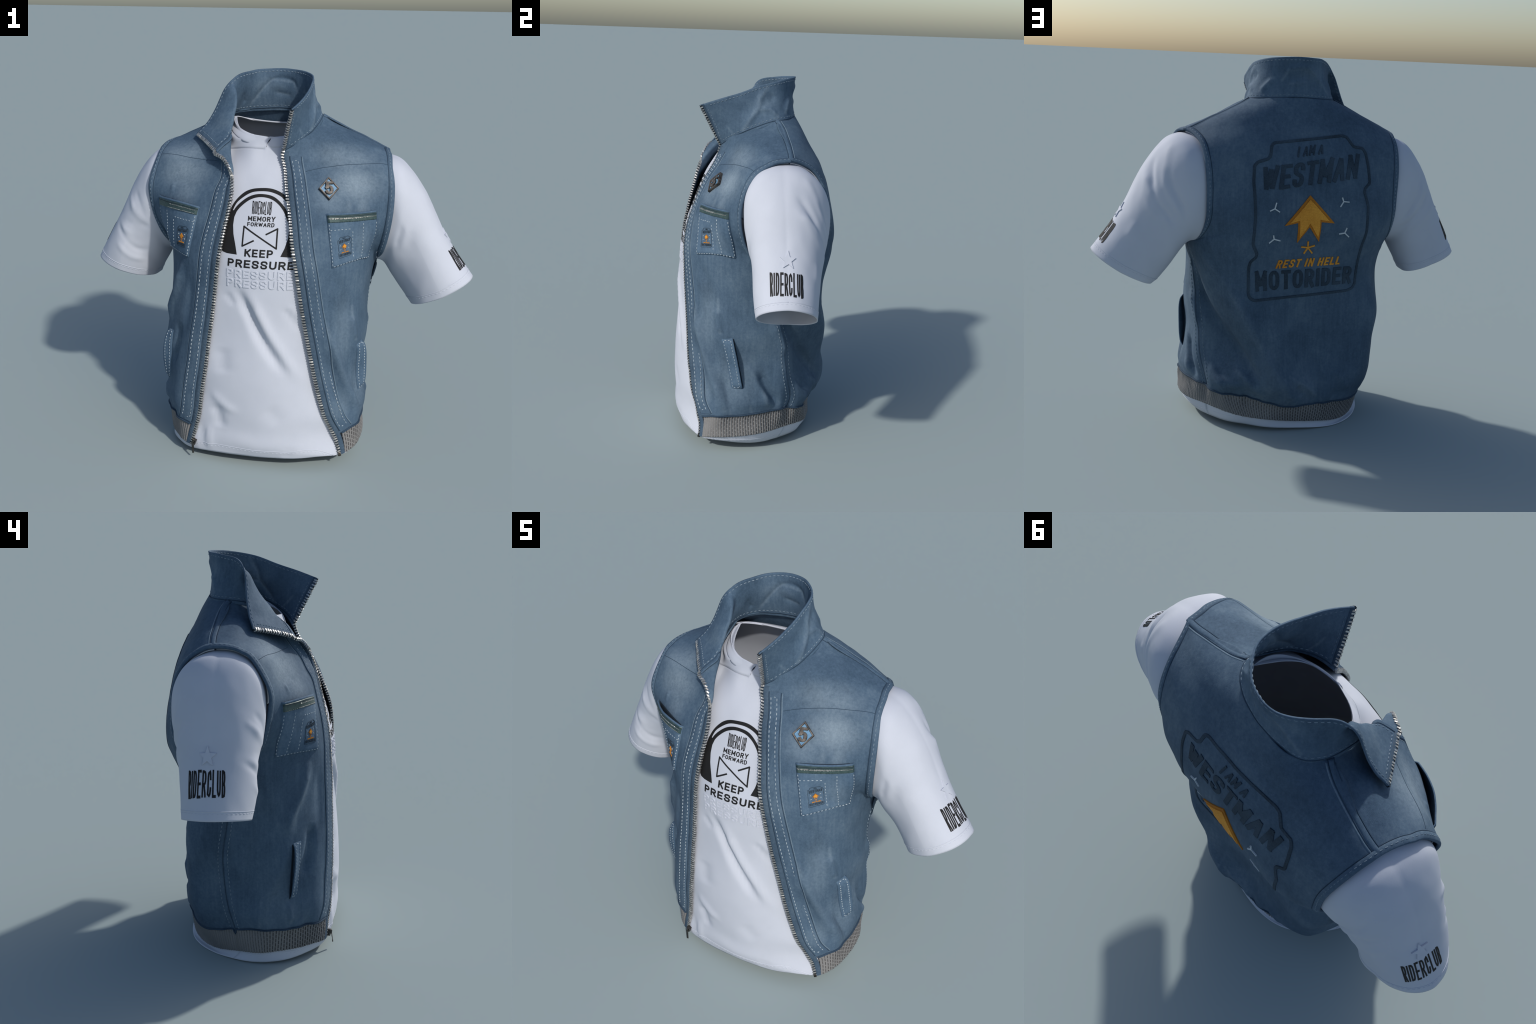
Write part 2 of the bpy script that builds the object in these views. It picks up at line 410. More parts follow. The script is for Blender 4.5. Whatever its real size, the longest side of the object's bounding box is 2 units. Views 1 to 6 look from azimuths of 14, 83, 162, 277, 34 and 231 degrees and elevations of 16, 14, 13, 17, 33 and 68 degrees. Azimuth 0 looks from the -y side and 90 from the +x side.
RIGHT = [
    [(-.341,-.360,.060),(-.385,-.345,.066),(-.430,-.295,.070),(-.480,-.224,.070),(-.520,-.120,.068),(-.528,-.050,.062),(-.490,.060,.050)],
    [(-.312,-.370,.165),(-.370,-.352,.175),(-.425,-.310,.183),(-.485,-.228,.190),(-.528,-.130,.192),(-.538,-.040,.188),(-.500,.077,.172)],
    [(-.290,-.377,.255),(-.360,-.362,.258),(-.430,-.325,.262),(-.496,-.242,.265),(-.540,-.135,.270),(-.550,-.030,.265),(-.518,.095,.255)],
    [(-.278,-.382,.360),(-.350,-.366,.360),(-.425,-.325,.360),(-.488,-.240,.360),(-.532,-.135,.360),(-.536,-.020,.355),(-.522,.110,.350)],
    [(-.258,-.386,.500),(-.330,-.372,.500),(-.410,-.325,.500),(-.482,-.242,.500),(-.538,-.145,.500),(-.540,-.020,.490),(-.522,.120,.490)],
    [(-.242,-.385,.640),(-.315,-.371,.640),(-.400,-.322,.640),(-.470,-.246,.640),(-.528,-.150,.640),(-.540,-.030,.630),(-.543,.112,.620)],
    [(-.218,-.380,.840),(-.290,-.365,.840),(-.370,-.318,.840),(-.440,-.248,.840),(-.505,-.148,.840),(-.528,-.035,.840),(-.538,.090,.840)],
    [(-.203,-.372,1.030),(-.275,-.353,1.040),(-.365,-.315,1.045),(-.440,-.243,1.040),(-.508,-.136,1.038),(-.534,-.036,1.020),(-.575,.090,.982)],
    [(-.194,-.362,1.110),(-.270,-.346,1.110),(-.360,-.312,1.110),(-.435,-.252,1.110),(-.510,-.168,1.105),(-.535,-.082,1.090),(-.580,-.045,1.070)],
    [(-.182,-.346,1.190),(-.255,-.335,1.180),(-.350,-.302,1.180),(-.435,-.252,1.180),(-.515,-.188,1.180),(-.573,-.133,1.180),(-.613,-.097,1.175)],
    [(-.158,-.313,1.335),(-.230,-.300,1.310),(-.333,-.282,1.303),(-.420,-.245,1.308),(-.500,-.203,1.310),(-.575,-.160,1.310),(-.633,-.126,1.305)],
    [(-.164,-.277,1.456),(-.163,-.276,1.438),(-.238,-.252,1.405),(-.345,-.215,1.405),(-.460,-.168,1.408),(-.560,-.140,1.407),(-.628,-.118,1.404)],
    [(-.227,-.230,1.535),(-.185,-.208,1.528),(-.245,-.182,1.504),(-.342,-.147,1.502),(-.430,-.120,1.508),(-.530,-.095,1.514),(-.604,-.046,1.518)],
    [(-.262,-.197,1.556),(-.205,-.150,1.586),(-.252,-.105,1.572),(-.335,-.070,1.578),(-.440,-.035,1.572),(-.535,-.012,1.557),(-.598,-.010,1.543)],
    [(-.230,-.168,1.591),(-.209,-.134,1.613),(-.252,-.080,1.600),(-.335,-.040,1.603),(-.440,-.005,1.589),(-.535,.013,1.568),(-.591,.016,1.554)],
    [(-.222,-.102,1.650),(-.232,-.080,1.650),(-.270,-.025,1.645),(-.345,.005,1.637),(-.440,.032,1.611),(-.530,.055,1.580),(-.579,.066,1.563)],
    [(-.250,.095,1.721),(-.275,.105,1.708),(-.315,.115,1.686),(-.375,.122,1.657),(-.450,.128,1.620),(-.520,.130,1.586),(-.570,.124,1.562)],
]
# back: wearer's left side seam / armhole ... right; the first 8 rows continue the fronts
BACK = [
    [(.415,.170,.115),(.316,.275,.099),(.225,.310,.080),(.110,.340,.066),(-.010,.352,.054),(-.150,.344,.040),(-.280,.303,.022),(-.400,.205,.018),(-.490,.060,.048)],
    [(.410,.175,.222),(.355,.258,.203),(.250,.297,.190),(.110,.338,.160),(-.010,.360,.142),(-.160,.352,.146),(-.300,.310,.134),(-.425,.225,.134),(-.500,.077,.172)],
    [(.422,.188,.285),(.362,.292,.272),(.220,.352,.260),(.095,.405,.250),(-.025,.392,.245),(-.155,.362,.245),(-.330,.335,.240),(-.456,.268,.240),(-.518,.095,.255)],
    [(.442,.172,.370),(.348,.238,.365),(.222,.338,.360),(.122,.404,.360),(-.030,.355,.360),(-.160,.335,.360),(-.335,.330,.360),(-.460,.286,.355),(-.522,.110,.350)],
    [(.452,.152,.500),(.338,.218,.500),(.225,.366,.500),(.110,.378,.500),(-.030,.338,.500),(-.170,.323,.500),(-.340,.318,.500),(-.464,.295,.495),(-.522,.120,.490)],
    [(.457,.125,.650),(.368,.240,.645),(.275,.370,.640),(.135,.364,.640),(-.025,.336,.640),(-.170,.325,.640),(-.340,.316,.640),(-.476,.288,.630),(-.543,.112,.620)],
    [(.484,.104,.850),(.425,.258,.845),(.325,.346,.840),(.160,.360,.840),(-.020,.354,.840),(-.175,.340,.840),(-.335,.314,.840),(-.450,.268,.840),(-.538,.090,.840)],
    [(.512,.090,.997),(.454,.308,1.025),(.350,.380,1.035),(.160,.394,1.045),(-.020,.386,1.045),(-.190,.386,1.045),(-.380,.378,1.040),(-.506,.278,1.020),(-.575,.090,.982)],
    [(.490,.215,1.020),(.432,.336,1.060),(.330,.391,1.075),(.155,.405,1.085),(-.020,.400,1.085),(-.195,.400,1.085),(-.370,.391,1.080),(-.490,.325,1.060),(-.556,.205,1.010)],
    [(.468,.312,1.110),(.398,.377,1.125),(.305,.400,1.130),(.150,.408,1.130),(-.020,.407,1.130),(-.200,.406,1.130),(-.358,.396,1.130),(-.465,.366,1.125),(-.541,.308,1.120)],
    [(.466,.343,1.210),(.396,.376,1.220),(.300,.395,1.220),(.146,.402,1.220),(-.020,.403,1.220),(-.200,.399,1.220),(-.352,.388,1.220),(-.465,.362,1.220),(-.539,.328,1.230)],
    [(.469,.331,1.360),(.392,.349,1.365),(.285,.366,1.370),(.142,.375,1.370),(-.020,.377,1.370),(-.200,.370,1.370),(-.345,.356,1.370),(-.465,.338,1.370),(-.545,.318,1.374)],
    [(.481,.270,1.484),(.402,.297,1.494),(.285,.320,1.500),(.142,.335,1.500),(-.020,.339,1.500),(-.200,.331,1.500),(-.345,.313,1.500),(-.468,.291,1.494),(-.557,.260,1.488)],
    [(.500,.212,1.533),(.414,.236,1.560),(.294,.260,1.588),(.142,.277,1.602),(-.020,.283,1.606),(-.195,.275,1.602),(-.343,.257,1.588),(-.476,.233,1.558),(-.563,.205,1.533)],
    [(.524,.160,1.555),(.430,.178,1.600),(.296,.195,1.655),(.142,.232,1.677),(-.020,.244,1.681),(-.180,.234,1.677),(-.335,.192,1.655),(-.482,.176,1.596),(-.568,.160,1.555)],
    [(.546,.126,1.562),(.430,.128,1.616),(.220,.098,1.718),(.140,.176,1.729),(-.020,.214,1.735),(-.182,.184,1.728),(-.256,.098,1.718),(-.480,.130,1.606),(-.570,.124,1.562)],
]
NSHARED = 8
CF, CB = [14, 16, 18, 18, 14, 14], [16, 18, 22, 24, 24, 22, 18, 16]
NF, NB = sum(CF) + 1, sum(CB) + 1

def body_rows():
    fl, bk, fr = [], [], []
    for k in range(len(LEFT)):
        if k < NSHARED:
            ring = LEFT[k] + BACK[k][1:] + RIGHT[k][::-1][1:]
            s = through(ring, CF + CB + CF[::-1])
            fl.append(s[:NF])
            bk.append(s[NF - 1:NF - 1 + NB])
            fr.append(s[NF - 2 + NB:][::-1])
        else:
            fl.append(through(LEFT[k], CF))
            fr.append(through(RIGHT[k], CF))
            if k < len(BACK):
                bk.append(through(BACK[k], CB))
    return A(fl), A(bk), A(fr)

def columns(rows, step=0.0065):
    d = np.linalg.norm(np.diff(rows, axis=0), axis=-1).mean(axis=1)
    counts = [max(2, int(round(x / step))) for x in d]
    t = chords(rows, 0.6)
    at = [t[0]]
    for i, c in enumerate(counts):
        at += list(t[i] + (t[i + 1] - t[i]) * np.arange(1, c + 1) / c)
    return spline(rows, t, at), np.concatenate([[0], np.cumsum(counts)])

rows_l, rows_b, rows_r = body_rows()
FL, IL = columns(rows_l)
BK, IB = columns(rows_b)
FR, IR = columns(rows_r)
# face every grid outwards: left front runs zip -> side (leftwards round the body)
NL, NBk, NR = grid_normals(FL), grid_normals(BK), -grid_normals(FR)
#FOLDS#
FOLDS_L = [
    ([(.468,.060,.720),(.460,.105,.650),(.448,.165,.535)], .016, .028),
    ([(.436,-.208,.783),(.444,-.201,.725),(.455,-.190,.660)], .013, .018),
    ([(.372,-.295,1.000),(.400,-.262,.880),(.420,-.235,.760)], -.010, .030),
    ([(.330,-.330,.770),(.378,-.288,.600),(.405,-.265,.510),(.458,-.200,.345),(.486,-.165,.245)], .032, .033),
    ([(.330,-.318,.640),(.370,-.290,.480),(.405,-.258,.350),(.440,-.225,.250)], -.012, .022),
    ([(.455,-.180,.420),(.475,-.150,.323),(.494,-.126,.235)], -.012, .016),
    ([(.485,-.060,.500),(.492,-.015,.440),(.498,.035,.362),(.481,.068,.253)], .012, .022),
    ([(.485,.015,.460),(.482,.045,.380),(.470,.090,.310),(.449,.125,.252)], -.030, .023),
    ([(.40,-.19,1.335),(.415,-.175,1.385),(.42,-.165,1.43)], .006, .012), ([(.44,-.18,1.33),(.455,-.165,1.38)], .006, .011), ([(.37,-.20,1.33),(.375,-.19,1.40)], -.004, .012),
    ([(.350,-.302,.98),(.385,-.27,.80)], .006, .016), ([(.33,-.325,.93),(.36,-.30,.70)], -.005, .014),
]
FOLDS_R = [
    ([(-.400,-.275,1.000),(-.425,-.260,.929),(-.465,-.230,.830),(-.500,-.190,.740),(-.505,-.180,.660)], .026, .028), ([(-.420,-.300,.700),(-.443,-.287,.578),(-.47,-.255,.45)], -.026, .028),
    ([(-.350,-.330,.960),(-.370,-.330,.780),(-.390,-.335,.600)], -.009, .030),
    ([(-.530,-.039,.749),(-.540,.033,.543),(-.535,.061,.388)], .008, .026),
    ([(-.505,-.190,.640),(-.530,-.150,.500),(-.545,-.080,.350),(-.545,-.046,.220)], .010, .024),
    ([(-.520,-.190,.330),(-.515,-.200,.230)], .012, .014), ([(-.490,-.235,.310),(-.490,-.235,.220)], -.008, .014),
    ([(-.44,-.19,1.33),(-.455,-.175,1.38)], .006, .011), ([(-.485,-.19,1.33),(-.49,-.175,1.38)], .006, .010), ([(-.40,-.21,1.33),(-.40,-.195,1.40)], -.004, .012),
]
FOLDS_B = [
    ([(.490,.140,.880),(.455,.150,.730),(.400,.215,.600),(.340,.250,.510),(.250,.320,.400),(.180,.360,.300)], -.036, .028),
    ([(.470,.250,.990),(.450,.280,.900),(.370,.345,.800),(.280,.370,.680),(.215,.380,.550),(.145,.405,.420),(.060,.400,.280),(.020,.375,.190)], .010, .026),
    ([(.450,.160,.640),(.405,.225,.480),(.330,.290,.380),(.211,.350,.280),(.140,.340,.180)], .018, .024),
    ([(.430,.195,.480),(.370,.260,.340),(.300,.310,.230)], -.010, .020),
    ([(.012,.400,.315),(-.082,.390,.260),(-.175,.365,.160)], .014, .020),
    ([(.047,.405,.306),(-.002,.380,.180)], .012, .016),
    ([(-.060,.370,.200),(-.030,.395,.260)], -.014, .020),
    ([(-.400,.290,.640),(-.425,.270,.700)], .010, .022), ([(-.260,.340,.320),(-.330,.320,.200)], .012, .020), ([(-.390,.290,.300),(-.430,.225,.190)], -.010, .018),
    ([(.10,.37,1.42),(-.05,.375,1.46),(-.2,.36,1.42)], .004, .03), ([(-.30,.30,1.56),(-.1,.31,1.58),(.1,.31,1.57)], .004, .02),
]
def gather(P, nrm, amp=0.015, low=0.14, high=0.30):
    """pleats where the cloth is gathered into the waist rib"""
    q = P.reshape(-1, 3)
    ang = np.arctan2(q[:, 1], q[:, 0])
    w = np.exp(-np.clip(q[:, 2] - 0.17, 0, 1) / 0.085) * np.clip((q[:, 2] - 0.13) / 0.06, 0, 1)
    h = A([noise.noise(Vector((math.cos(a) * 7.5 + z * .6, math.sin(a) * 7.5, z * 1.6))) for a, z in zip(ang, q[:, 2])])
    return P + nrm * (amp * w * h * 1.6).reshape(P.shape[:2] + (1,))

def finish(P, nrm, folds, i7, both=False):
    Q = relief(P, nrm, folds, 0.0022, 7.0)
    Q = gather(Q, nrm)
    # the bound armhole edges lie even
    u = np.arange(P.shape[1])
    m = np.clip((P.shape[1] - 1 - u) / 14, 0, 1)
    if both:
        m = m * np.clip(u / 14, 0, 1)
    v = np.clip((np.arange(P.shape[0]) - i7) / 8 + 1, 0, 1)
    keep = 1 - v[:, None] * (1 - m[None, :])
    return P + (Q - P) * keep[..., None]

FL = finish(FL, NL, FOLDS_L, IL[7])
BK = finish(BK, NBk, FOLDS_B, IB[7], True)
FR = finish(FR, NR, FOLDS_R, IR[7])
# keep the side seams shut
for a, b, ia, ib in ((FL[:, -1], BK[:, 0], IL, IB), (FR[:, -1], BK[:, -1], IR, IB)):
    n = ib[NSHARED - 1] + 1
    src = even(a[:ia[NSHARED - 1] + 1], n)
    b[:n] = src

VEST = empty("denim_vest", "sleeveless washed blue denim vest, open zip, turned up collar", "vest")
SHIRT = empty("t_shirt", "white short sleeved t-shirt with black headphone print", "t-shirt")
VEST.location = SHIRT.location = (0, 0, 0)
T = 0.006

def panel(name, P, outward, mats, parent, i0=0):
    G = P[i0:]
    n = grid_normals(G)
    if outward < 0:
        G = G[:, ::-1]
        n = grid_normals(G)
    V, F = shell(G, T, normals=n)
    return obj(name, V, F, mats, parent)

panel("vest_front", FL, 1, M_DENIM, VEST, IL[1])
panel("vest_front", FR, -1, M_DENIM, VEST, IR[1])
panel("vest_back", BK, 1, M_BACK, VEST, IB[1])

# ------------------------------------------------------------------ collar
SEAM = [(.069,-.183,1.572),(.135,-.142,1.614),(.188,-.062,1.662),(.206,.000,1.690),(.211,.077,1.717),(.197,.126,1.723),(.150,.172,1.728),(.083,.200,1.732),(-.020,.215,1.736),(-.115,.205,1.732),(-.187,.183,1.728),(-.225,.145,1.726),(-.246,.090,1.724),(-.249,.030,1.716)]
TOP = [(.134,-.294,1.783),(.160,-.197,1.820),(.172,-.085,1.858),(.174,-.006,1.889),(.166,.055,1.906),(.140,.118,1.919),(.097,.164,1.928),(.055,.197,1.931),(-.020,.218,1.934),(-.090,.207,1.932),(-.145,.163,1.929),(-.180,.115,1.921),(-.209,.072,1.913),(-.234,.046,1.896)]
def upright(a, b, dip):
    a, b = A(a), A(b)
    c = A((-.02, .03, 0))
    out = []
    for f in (0, .25, .5, .75, 1):
        p = a + (b - a) * f
        inward = c - p
        inward[2] = 0
        inward /= np.linalg.norm(inward)
        out.append(p + inward * dip * math.sin(math.pi * f))
    return out
COLLAR = [upright(a, b, 0.0 if i == 0 else 0.004 if i < 3 else 0.012) for i, (a, b) in enumerate(zip(SEAM, TOP))]
COLLAR += [
    [(-.246,-.010,1.706),(-.237,-.005,1.755),(-.217,.003,1.805),(-.236,.013,1.846),(-.272,.022,1.844)],
    [(-.236,-.060,1.680),(-.222,-.048,1.720),(-.213,-.033,1.754),(-.260,-.012,1.770),(-.309,.012,1.763)],
    [(-.222,-.102,1.650),(-.211,-.086,1.686),(-.248,-.065,1.702),(-.297,-.033,1.700),(-.344,.000,1.691)],
    [(-.207,-.140,1.620),(-.243,-.113,1.638),(-.290,-.080,1.645),(-.335,-.046,1.647),(-.375,-.013,1.645)],
    [(-.230,-.170,1.592),(-.270,-.134,1.606),(-.310,-.094,1.620),(-.352,-.057,1.626),(-.392,-.022,1.627)],
    [(-.262,-.197,1.556),(-.298,-.158,1.572),(-.333,-.115,1.587),(-.370,-.070,1.600),(-.405,-.028,1.611)],
]
crow = A([[tuple(A(c[0]) + 0.016 * (A(c[0]) - A(c[1])) / np.linalg.norm(A(c[0]) - A(c[1])))] + list(c) for c in COLLAR]).transpose(1, 0, 2)
ccount = [10] * (crow.shape[1] - 1)
crow = A([through(r, ccount) for r in crow])
COL, _ = columns(crow, 0.006)
NCOL = grid_normals(COL)
COLLAR_FOLDS = [
    ([(.168,.045,1.884),(.174,.008,1.821),(.179,.002,1.783),(.187,-.042,1.719),(.183,-.073,1.667)], .009, .016),
    ([(.182,.008,1.771),(.188,.059,1.775),(.198,.098,1.742)], .008, .014), ([(.105,.167,1.825),(.137,.153,1.79),(.166,.144,1.757)], .009, .014),
    ([(.165,.080,1.850),(.178,.060,1.815)], -.007, .020), ([(.165,-.050,1.80),(.160,-.100,1.74)], -.005, .03),
    ([(.064,.188,1.818),(.036,.198,1.869),(-.073,.205,1.879),(-.122,.186,1.831),(-.185,.174,1.751)], .008, .014),
    ([(.03,.20,1.80),(-.06,.205,1.815)], .005, .014), ([(-.205,.139,1.755),(-.215,.110,1.82)], .007, .016), ([(-.02,.21,1.84),(-.08,.20,1.85)], -.004, .02),
]
COL = relief(COL, NCOL, COLLAR_FOLDS, 0.0018, 9.0)
V, F = shell(COL, 0.007)
obj("collar", V, F, M_COLLAR, VEST)

# ------------------------------------------------------------------ t-shirt
def inset(P, nrm, d):
    return P - nrm * d
FRONTX = [(-.20,-.01,.17)] * 5 + [(-.16,-.02,.13), (-.13,-.02,.11), (-.13,-.01,.11), (-.11,-.015,.09), (-.11,-.015,.09), (-.09,-.02,.07), (-.09,-.02,.07), (-.10,-.02,.06), (-.10,-.02,.06)]
FRONTY = [(-.390,-.405,-.388), (-.388,-.407,-.386), (-.391,-.412,-.388), (-.391,-.414,-.386), (-.388,-.408,-.378), (-.380,-.398,-.376), (-.379,-.391,-.374), (-.370,-.380,-.366), (-.358,-.362,-.352), (-.338,-.342,-.334), (-.296,-.300,-.292), (-.250,-.254,-.246), (-.195,-.199,-.192), (-.146,-.150,-.144)]
HEM = [(.376,-.293,.065),(.430,-.205,.052),(.446,-.085,.040),(.425,.030,.030),(.377,.133,.030),(.290,.230,.028),(.165,.305,.022),(.050,.338,.015),(-.082,.350,.010),(-.188,.347,.006),(-.300,.313,.0015),(-.385,.250,.001),(-.450,.165,.003),(-.495,.070,.004),(-.518,-.030,.006),(-.515,-.105,.010),(-.490,-.185,.015),(-.430,-.270,.022),(-.360,-.335,.030),(-.294,-.364,.036)]
HEMFRONT = [(-.188,-.381,.044),(-.020,-.386,.047),(.200,-.368,.056)]

def ctrl_inset(rows, d):
    R = A(rows)
    return R
def shift_in(p, d, cx=-.03, cy=.0):
    p = A(p, float)
    v = p[:, :2] - A((cx, cy))
    v[:, 0] *= 0.75
    p[:, :2] -= d * v / np.linalg.norm(v, axis=1, keepdims=True)
    return p

S_FL, S_BK, S_FR = [], [], []
CS, CSB = [10, 10, 10, 12, 12, 10, 10], [14] * 8
# hem row
hem = A(HEM)
frontz = [.185, .26, .36, .5, .64, .84, 1.045, 1.11, 1.18, 1.30, 1.41, 1.50, 1.572]
for k in range(17):
    d = 0.027 if k > 2 else 0.018
    if k == 0:
        L = [HEM[i] for i in (0, 0, 1, 1, 2, 3, 4)]
        left = A([(.289,-.338,.060), (.376,-.293,.065), (.420,-.225,.054), (.440,-.150,.046), (.446,-.060,.038), (.425,.030,.030), (.377,.133,.030)])
        right = A([(-.294,-.364,.036), (-.360,-.335,.030), (-.430,-.270,.022), (-.490,-.185,.015), (-.515,-.105,.010), (-.518,-.020,.006), (-.485,.095,.004)])
        back = A([(.377,.133,.030), (.298,.238,.030), (.226,.276,.026), (.121,.326,.020), (-.020,.350,.014), (-.150,.352,.008), (-.290,.317,.001), (-.405,.226,.001), (-.485,.095,.004)])
        mid = A(HEMFRONT)
    else:
        left = shift_in(LEFT[k], d)
        right = shift_in(RIGHT[k], d)
        back = shift_in(BACK[k], d) if k < len(BACK) else None
        if k >= 11:
            right[0] = right[2] + A((.055, -.018, .004))
            right[1] = right[2] + A((.028, -.008, .002))
        if k >= 9 and back is not None:
            back = shift_in(BACK[k], .008)
        if k >= 12:
            for a in (left, right):
                a[:, 2] -= 0.016
        if back is not None and k >= 12:
            back[:, 2] -= 0.014
        if k < 14:
            z = frontz[k - 1]
            mid = A([(x, y, z) for x, y in zip(FRONTX[k], FRONTY[k])])
    if k <= 13:
        l = [mid[1], mid[2]] + list(left[1:])
        r = [mid[1], mid[0]] + list(right[1:])
    elif k == 14:
        l = [(-.018, -.128, 1.626), (.060, -.120, 1.618)] + list(left[1:])
        r = [(-.018, -.128, 1.626), (-.096, -.120, 1.618)] + list(right[1:])
        l[2] = (.155, -.100, 1.600); r[2] = (-.190, -.100, 1.600)
    elif k == 15:
        l = [(.106, -.085, 1.645), (.145, -.070, 1.637)] + list(left[1:])
        r = [(-.146, -.085, 1.645), (-.185, -.070, 1.637)] + list(right[1:])
        l[2] = (.205, -.040, 1.628); r[2] = (-.245, -.040, 1.628)
    else:
        l = [(.186, .085, 1.698), (.215, .098, 1.690)] + list(left[1:])
        r = [(-.232, .085, 1.698), (-.255, .098, 1.690)] + list(right[1:])
    if k == 15 and back is not None:
        back[2] = (.190, .088, 1.697); back[3] = (.135, .160, 1.674); back[4] = (-.020, .200, 1.660); back[5] = (-.175, .162, 1.674); back[6] = (-.236, .088, 1.697)
    if k == 14:
        back[3][2] -= .012; back[4][2] -= .014; back[5][2] -= .012
    l, r = A(l), A(r)
    if k == 1:
        below = []
        for src in (LEFT[0], BACK[0], RIGHT[0]):
            q = shift_in(src, .011)
            q[:, 2] -= .004
            below.append(q)
        m1 = A([(x, y - .002, .105) for x, y in zip(FRONTX[1], FRONTY[1])])
        bl, br = A([m1[1], m1[2]] + list(below[0][1:])), A([m1[1], m1[0]] + list(below[2][1:]))
        s = through(np.concatenate([br[1:3][::-1], bl, below[1][1:], br[::-1][1:], bl[1:3]]), [1, 1] + CS + CSB + CS[::-1] + [1, 1])[2:-2]
        nf, nb = sum(CS) + 1, sum(CSB) + 1
        S_FL.append(s[:nf]); S_BK.append(s[nf - 1:nf - 1 + nb]); S_FR.append(s[nf - 2 + nb:][::-1])
    if k < NSHARED:
        ring = np.concatenate([l, back[1:], r[::-1][1:]])
        s = through(np.concatenate([r[1:3][::-1], ring, l[1:3]]), [1, 1] + CS + CSB + CS[::-1] + [1, 1])[2:-2]
        nf, nb = sum(CS) + 1, sum(CSB) + 1
        S_FL.append(s[:nf]); S_BK.append(s[nf - 1:nf - 1 + nb]); S_FR.append(s[nf - 2 + nb:][::-1])
    else:
        if k <= 14:
            s = through(np.concatenate([r[::-1], l[1:]]), CS[::-1] + CS)
            nf = sum(CS) + 1
            S_FR.append(s[:nf][::-1]); S_FL.append(s[nf - 1:])
        else:
            S_FL.append(through(l, CS)); S_FR.append(through(r, CS))
        if back is not None:
            S_BK.append(through(back, CSB))
def two_part(rows, step, k):
    """the neckline turns a corner at row k, so the surface is splined in two runs"""
    a, ia = columns(rows[:k + 1], step)
    b, ib = columns(rows[k:], step)
    return np.concatenate([a, b[1:]]), np.concatenate([ia, ia[-1] + ib[1:]])
SFL, JL = two_part(A(S_FL), 0.009, 15)
SFR, JR = two_part(A(S_FR), 0.009, 15)
SBK, JB = columns(A(S_BK), 0.010)
# one front sheet up to the neckline's lowest point, so the cloth runs on through the middle
nlow = JL[15] + 1
SHIRT_FOLDS = [
    ([(-.105,-.385,.925),(-.042,-.398,.820),(.022,-.400,.699),(.086,-.401,.603),(.160,-.395,.510)], -.026, .024),
    ([(-.048,-.395,.915),(.058,-.397,.715),(.140,-.392,.592),(.225,-.374,.470)], .016, .028),
    ([(.131,-.379,.849),(.173,-.369,.793),(.225,-.350,.728)], -.012, .016), ([(.150,-.375,.860),(.195,-.362,.800)], .006, .018),
    ([(-.230,-.399,.380),(-.174,-.412,.331),(-.095,-.417,.289)], .010, .022), ([(-.216,-.402,.315),(-.188,-.407,.252),(-.175,-.406,.185)], -.016, .026),
    ([(-.284,-.378,.210),(-.275,-.378,.123),(-.268,-.370,.050)], -.012, .010), ([(-.245,-.39,.20),(-.235,-.388,.05)], .008, .016),
    ([(-.180,-.398,.62),(-.16,-.40,.48)], -.008, .04), ([(.06,-.41,.33),(.14,-.40,.25)], -.006, .04), ([(-.16,-.37,.90),(-.11,-.385,.84)], -.006, .016),
    ([(.16,-.385,.13),(.17,-.375,.06)], -.006, .012),
    ([(-.2,.29,1.52),(0,.31,1.50),(.15,.29,1.47)], .008, .015), ([(-.2,.27,1.56),(0,.29,1.55)], -.006, .015), ([(-.22,.30,1.43),(0,.33,1.43)], .007, .018),
]
SFL = relief(SFL, grid_normals(SFL), SHIRT_FOLDS, 0.0015, 5.0)
SFR = relief(SFR, -grid_normals(SFR), SHIRT_FOLDS, 0.0015, 5.0)
for a, b in ((SFL, SFR),):
    m = (a[:nlow, 0] + b[:nlow, 0]) / 2
    a[:nlow, 0] = m; b[:nlow, 0] = m
DEEP = [(ln, a * 1.1 - .004, w * 1.5) for ln, a, w in FOLDS_B + FOLDS_L + FOLDS_R if a < -.008 and ln[0][2] < 1.2]
SBK = relief(SBK, grid_normals(SBK), DEEP)
SFL = relief(SFL, grid_normals(SFL), DEEP)
SFR = relief(SFR, -grid_normals(SFR), DEEP)
for (fr, ia) in ((SFL, JL), (SFR, JR)):
    n = JB[NSHARED] + 1
    col = 0 if fr is SFL else -1
    SBK[:n, col] = even(fr[:ia[NSHARED] + 1, -1], n)
low = np.concatenate([SFR[:nlow, ::-1], SFL[:nlow, 1:]], axis=1)
for g in (low, SBK):
    g[..., 2] = np.maximum(g[..., 2], .0042)
parts = [shell(low, 0.004), shell(SFL[nlow - 1:], 0.004), shell(SFR[nlow - 1:, ::-1], 0.004), shell(SBK, 0.004)]
V, F = merge(parts)
shirt_body = obj("shirt_body", V, F, M_WHITE, SHIRT)

# ------------------------------------------------------------------ sleeves: stations give top, front, bottom, back
SLEEVE_L = [((.500,.090,1.548),(.530,-.098,1.300),(.505,.115,1.000),(.455,.328,1.280)),
            ((.594,.085,1.524),(.595,-.100,1.290),(.540,.135,.985),(.540,.332,1.300)),
            ((.652,.082,1.480),(.630,-.101,1.245),(.567,.145,.950),(.610,.305,1.255)),
            ((.702,.080,1.422),(.662,-.090,1.195),(.590,.150,.915),(.660,.288,1.200)),
            ((.772,.080,1.308),(.715,-.076,1.130),(.622,.150,.868),(.712,.268,1.130)),
            ((.832,.080,1.186),(.765,-.069,1.045),(.652,.145,.828),(.766,.254,1.045)),
            ((.912,.078,1.064),(.812,-.068,.955),(.677,.138,.800),(.820,.242,.952)),
            ((.999,.075,.952),(.860,-.060,.866),(.697,.122,.783),(.870,.232,.860))]
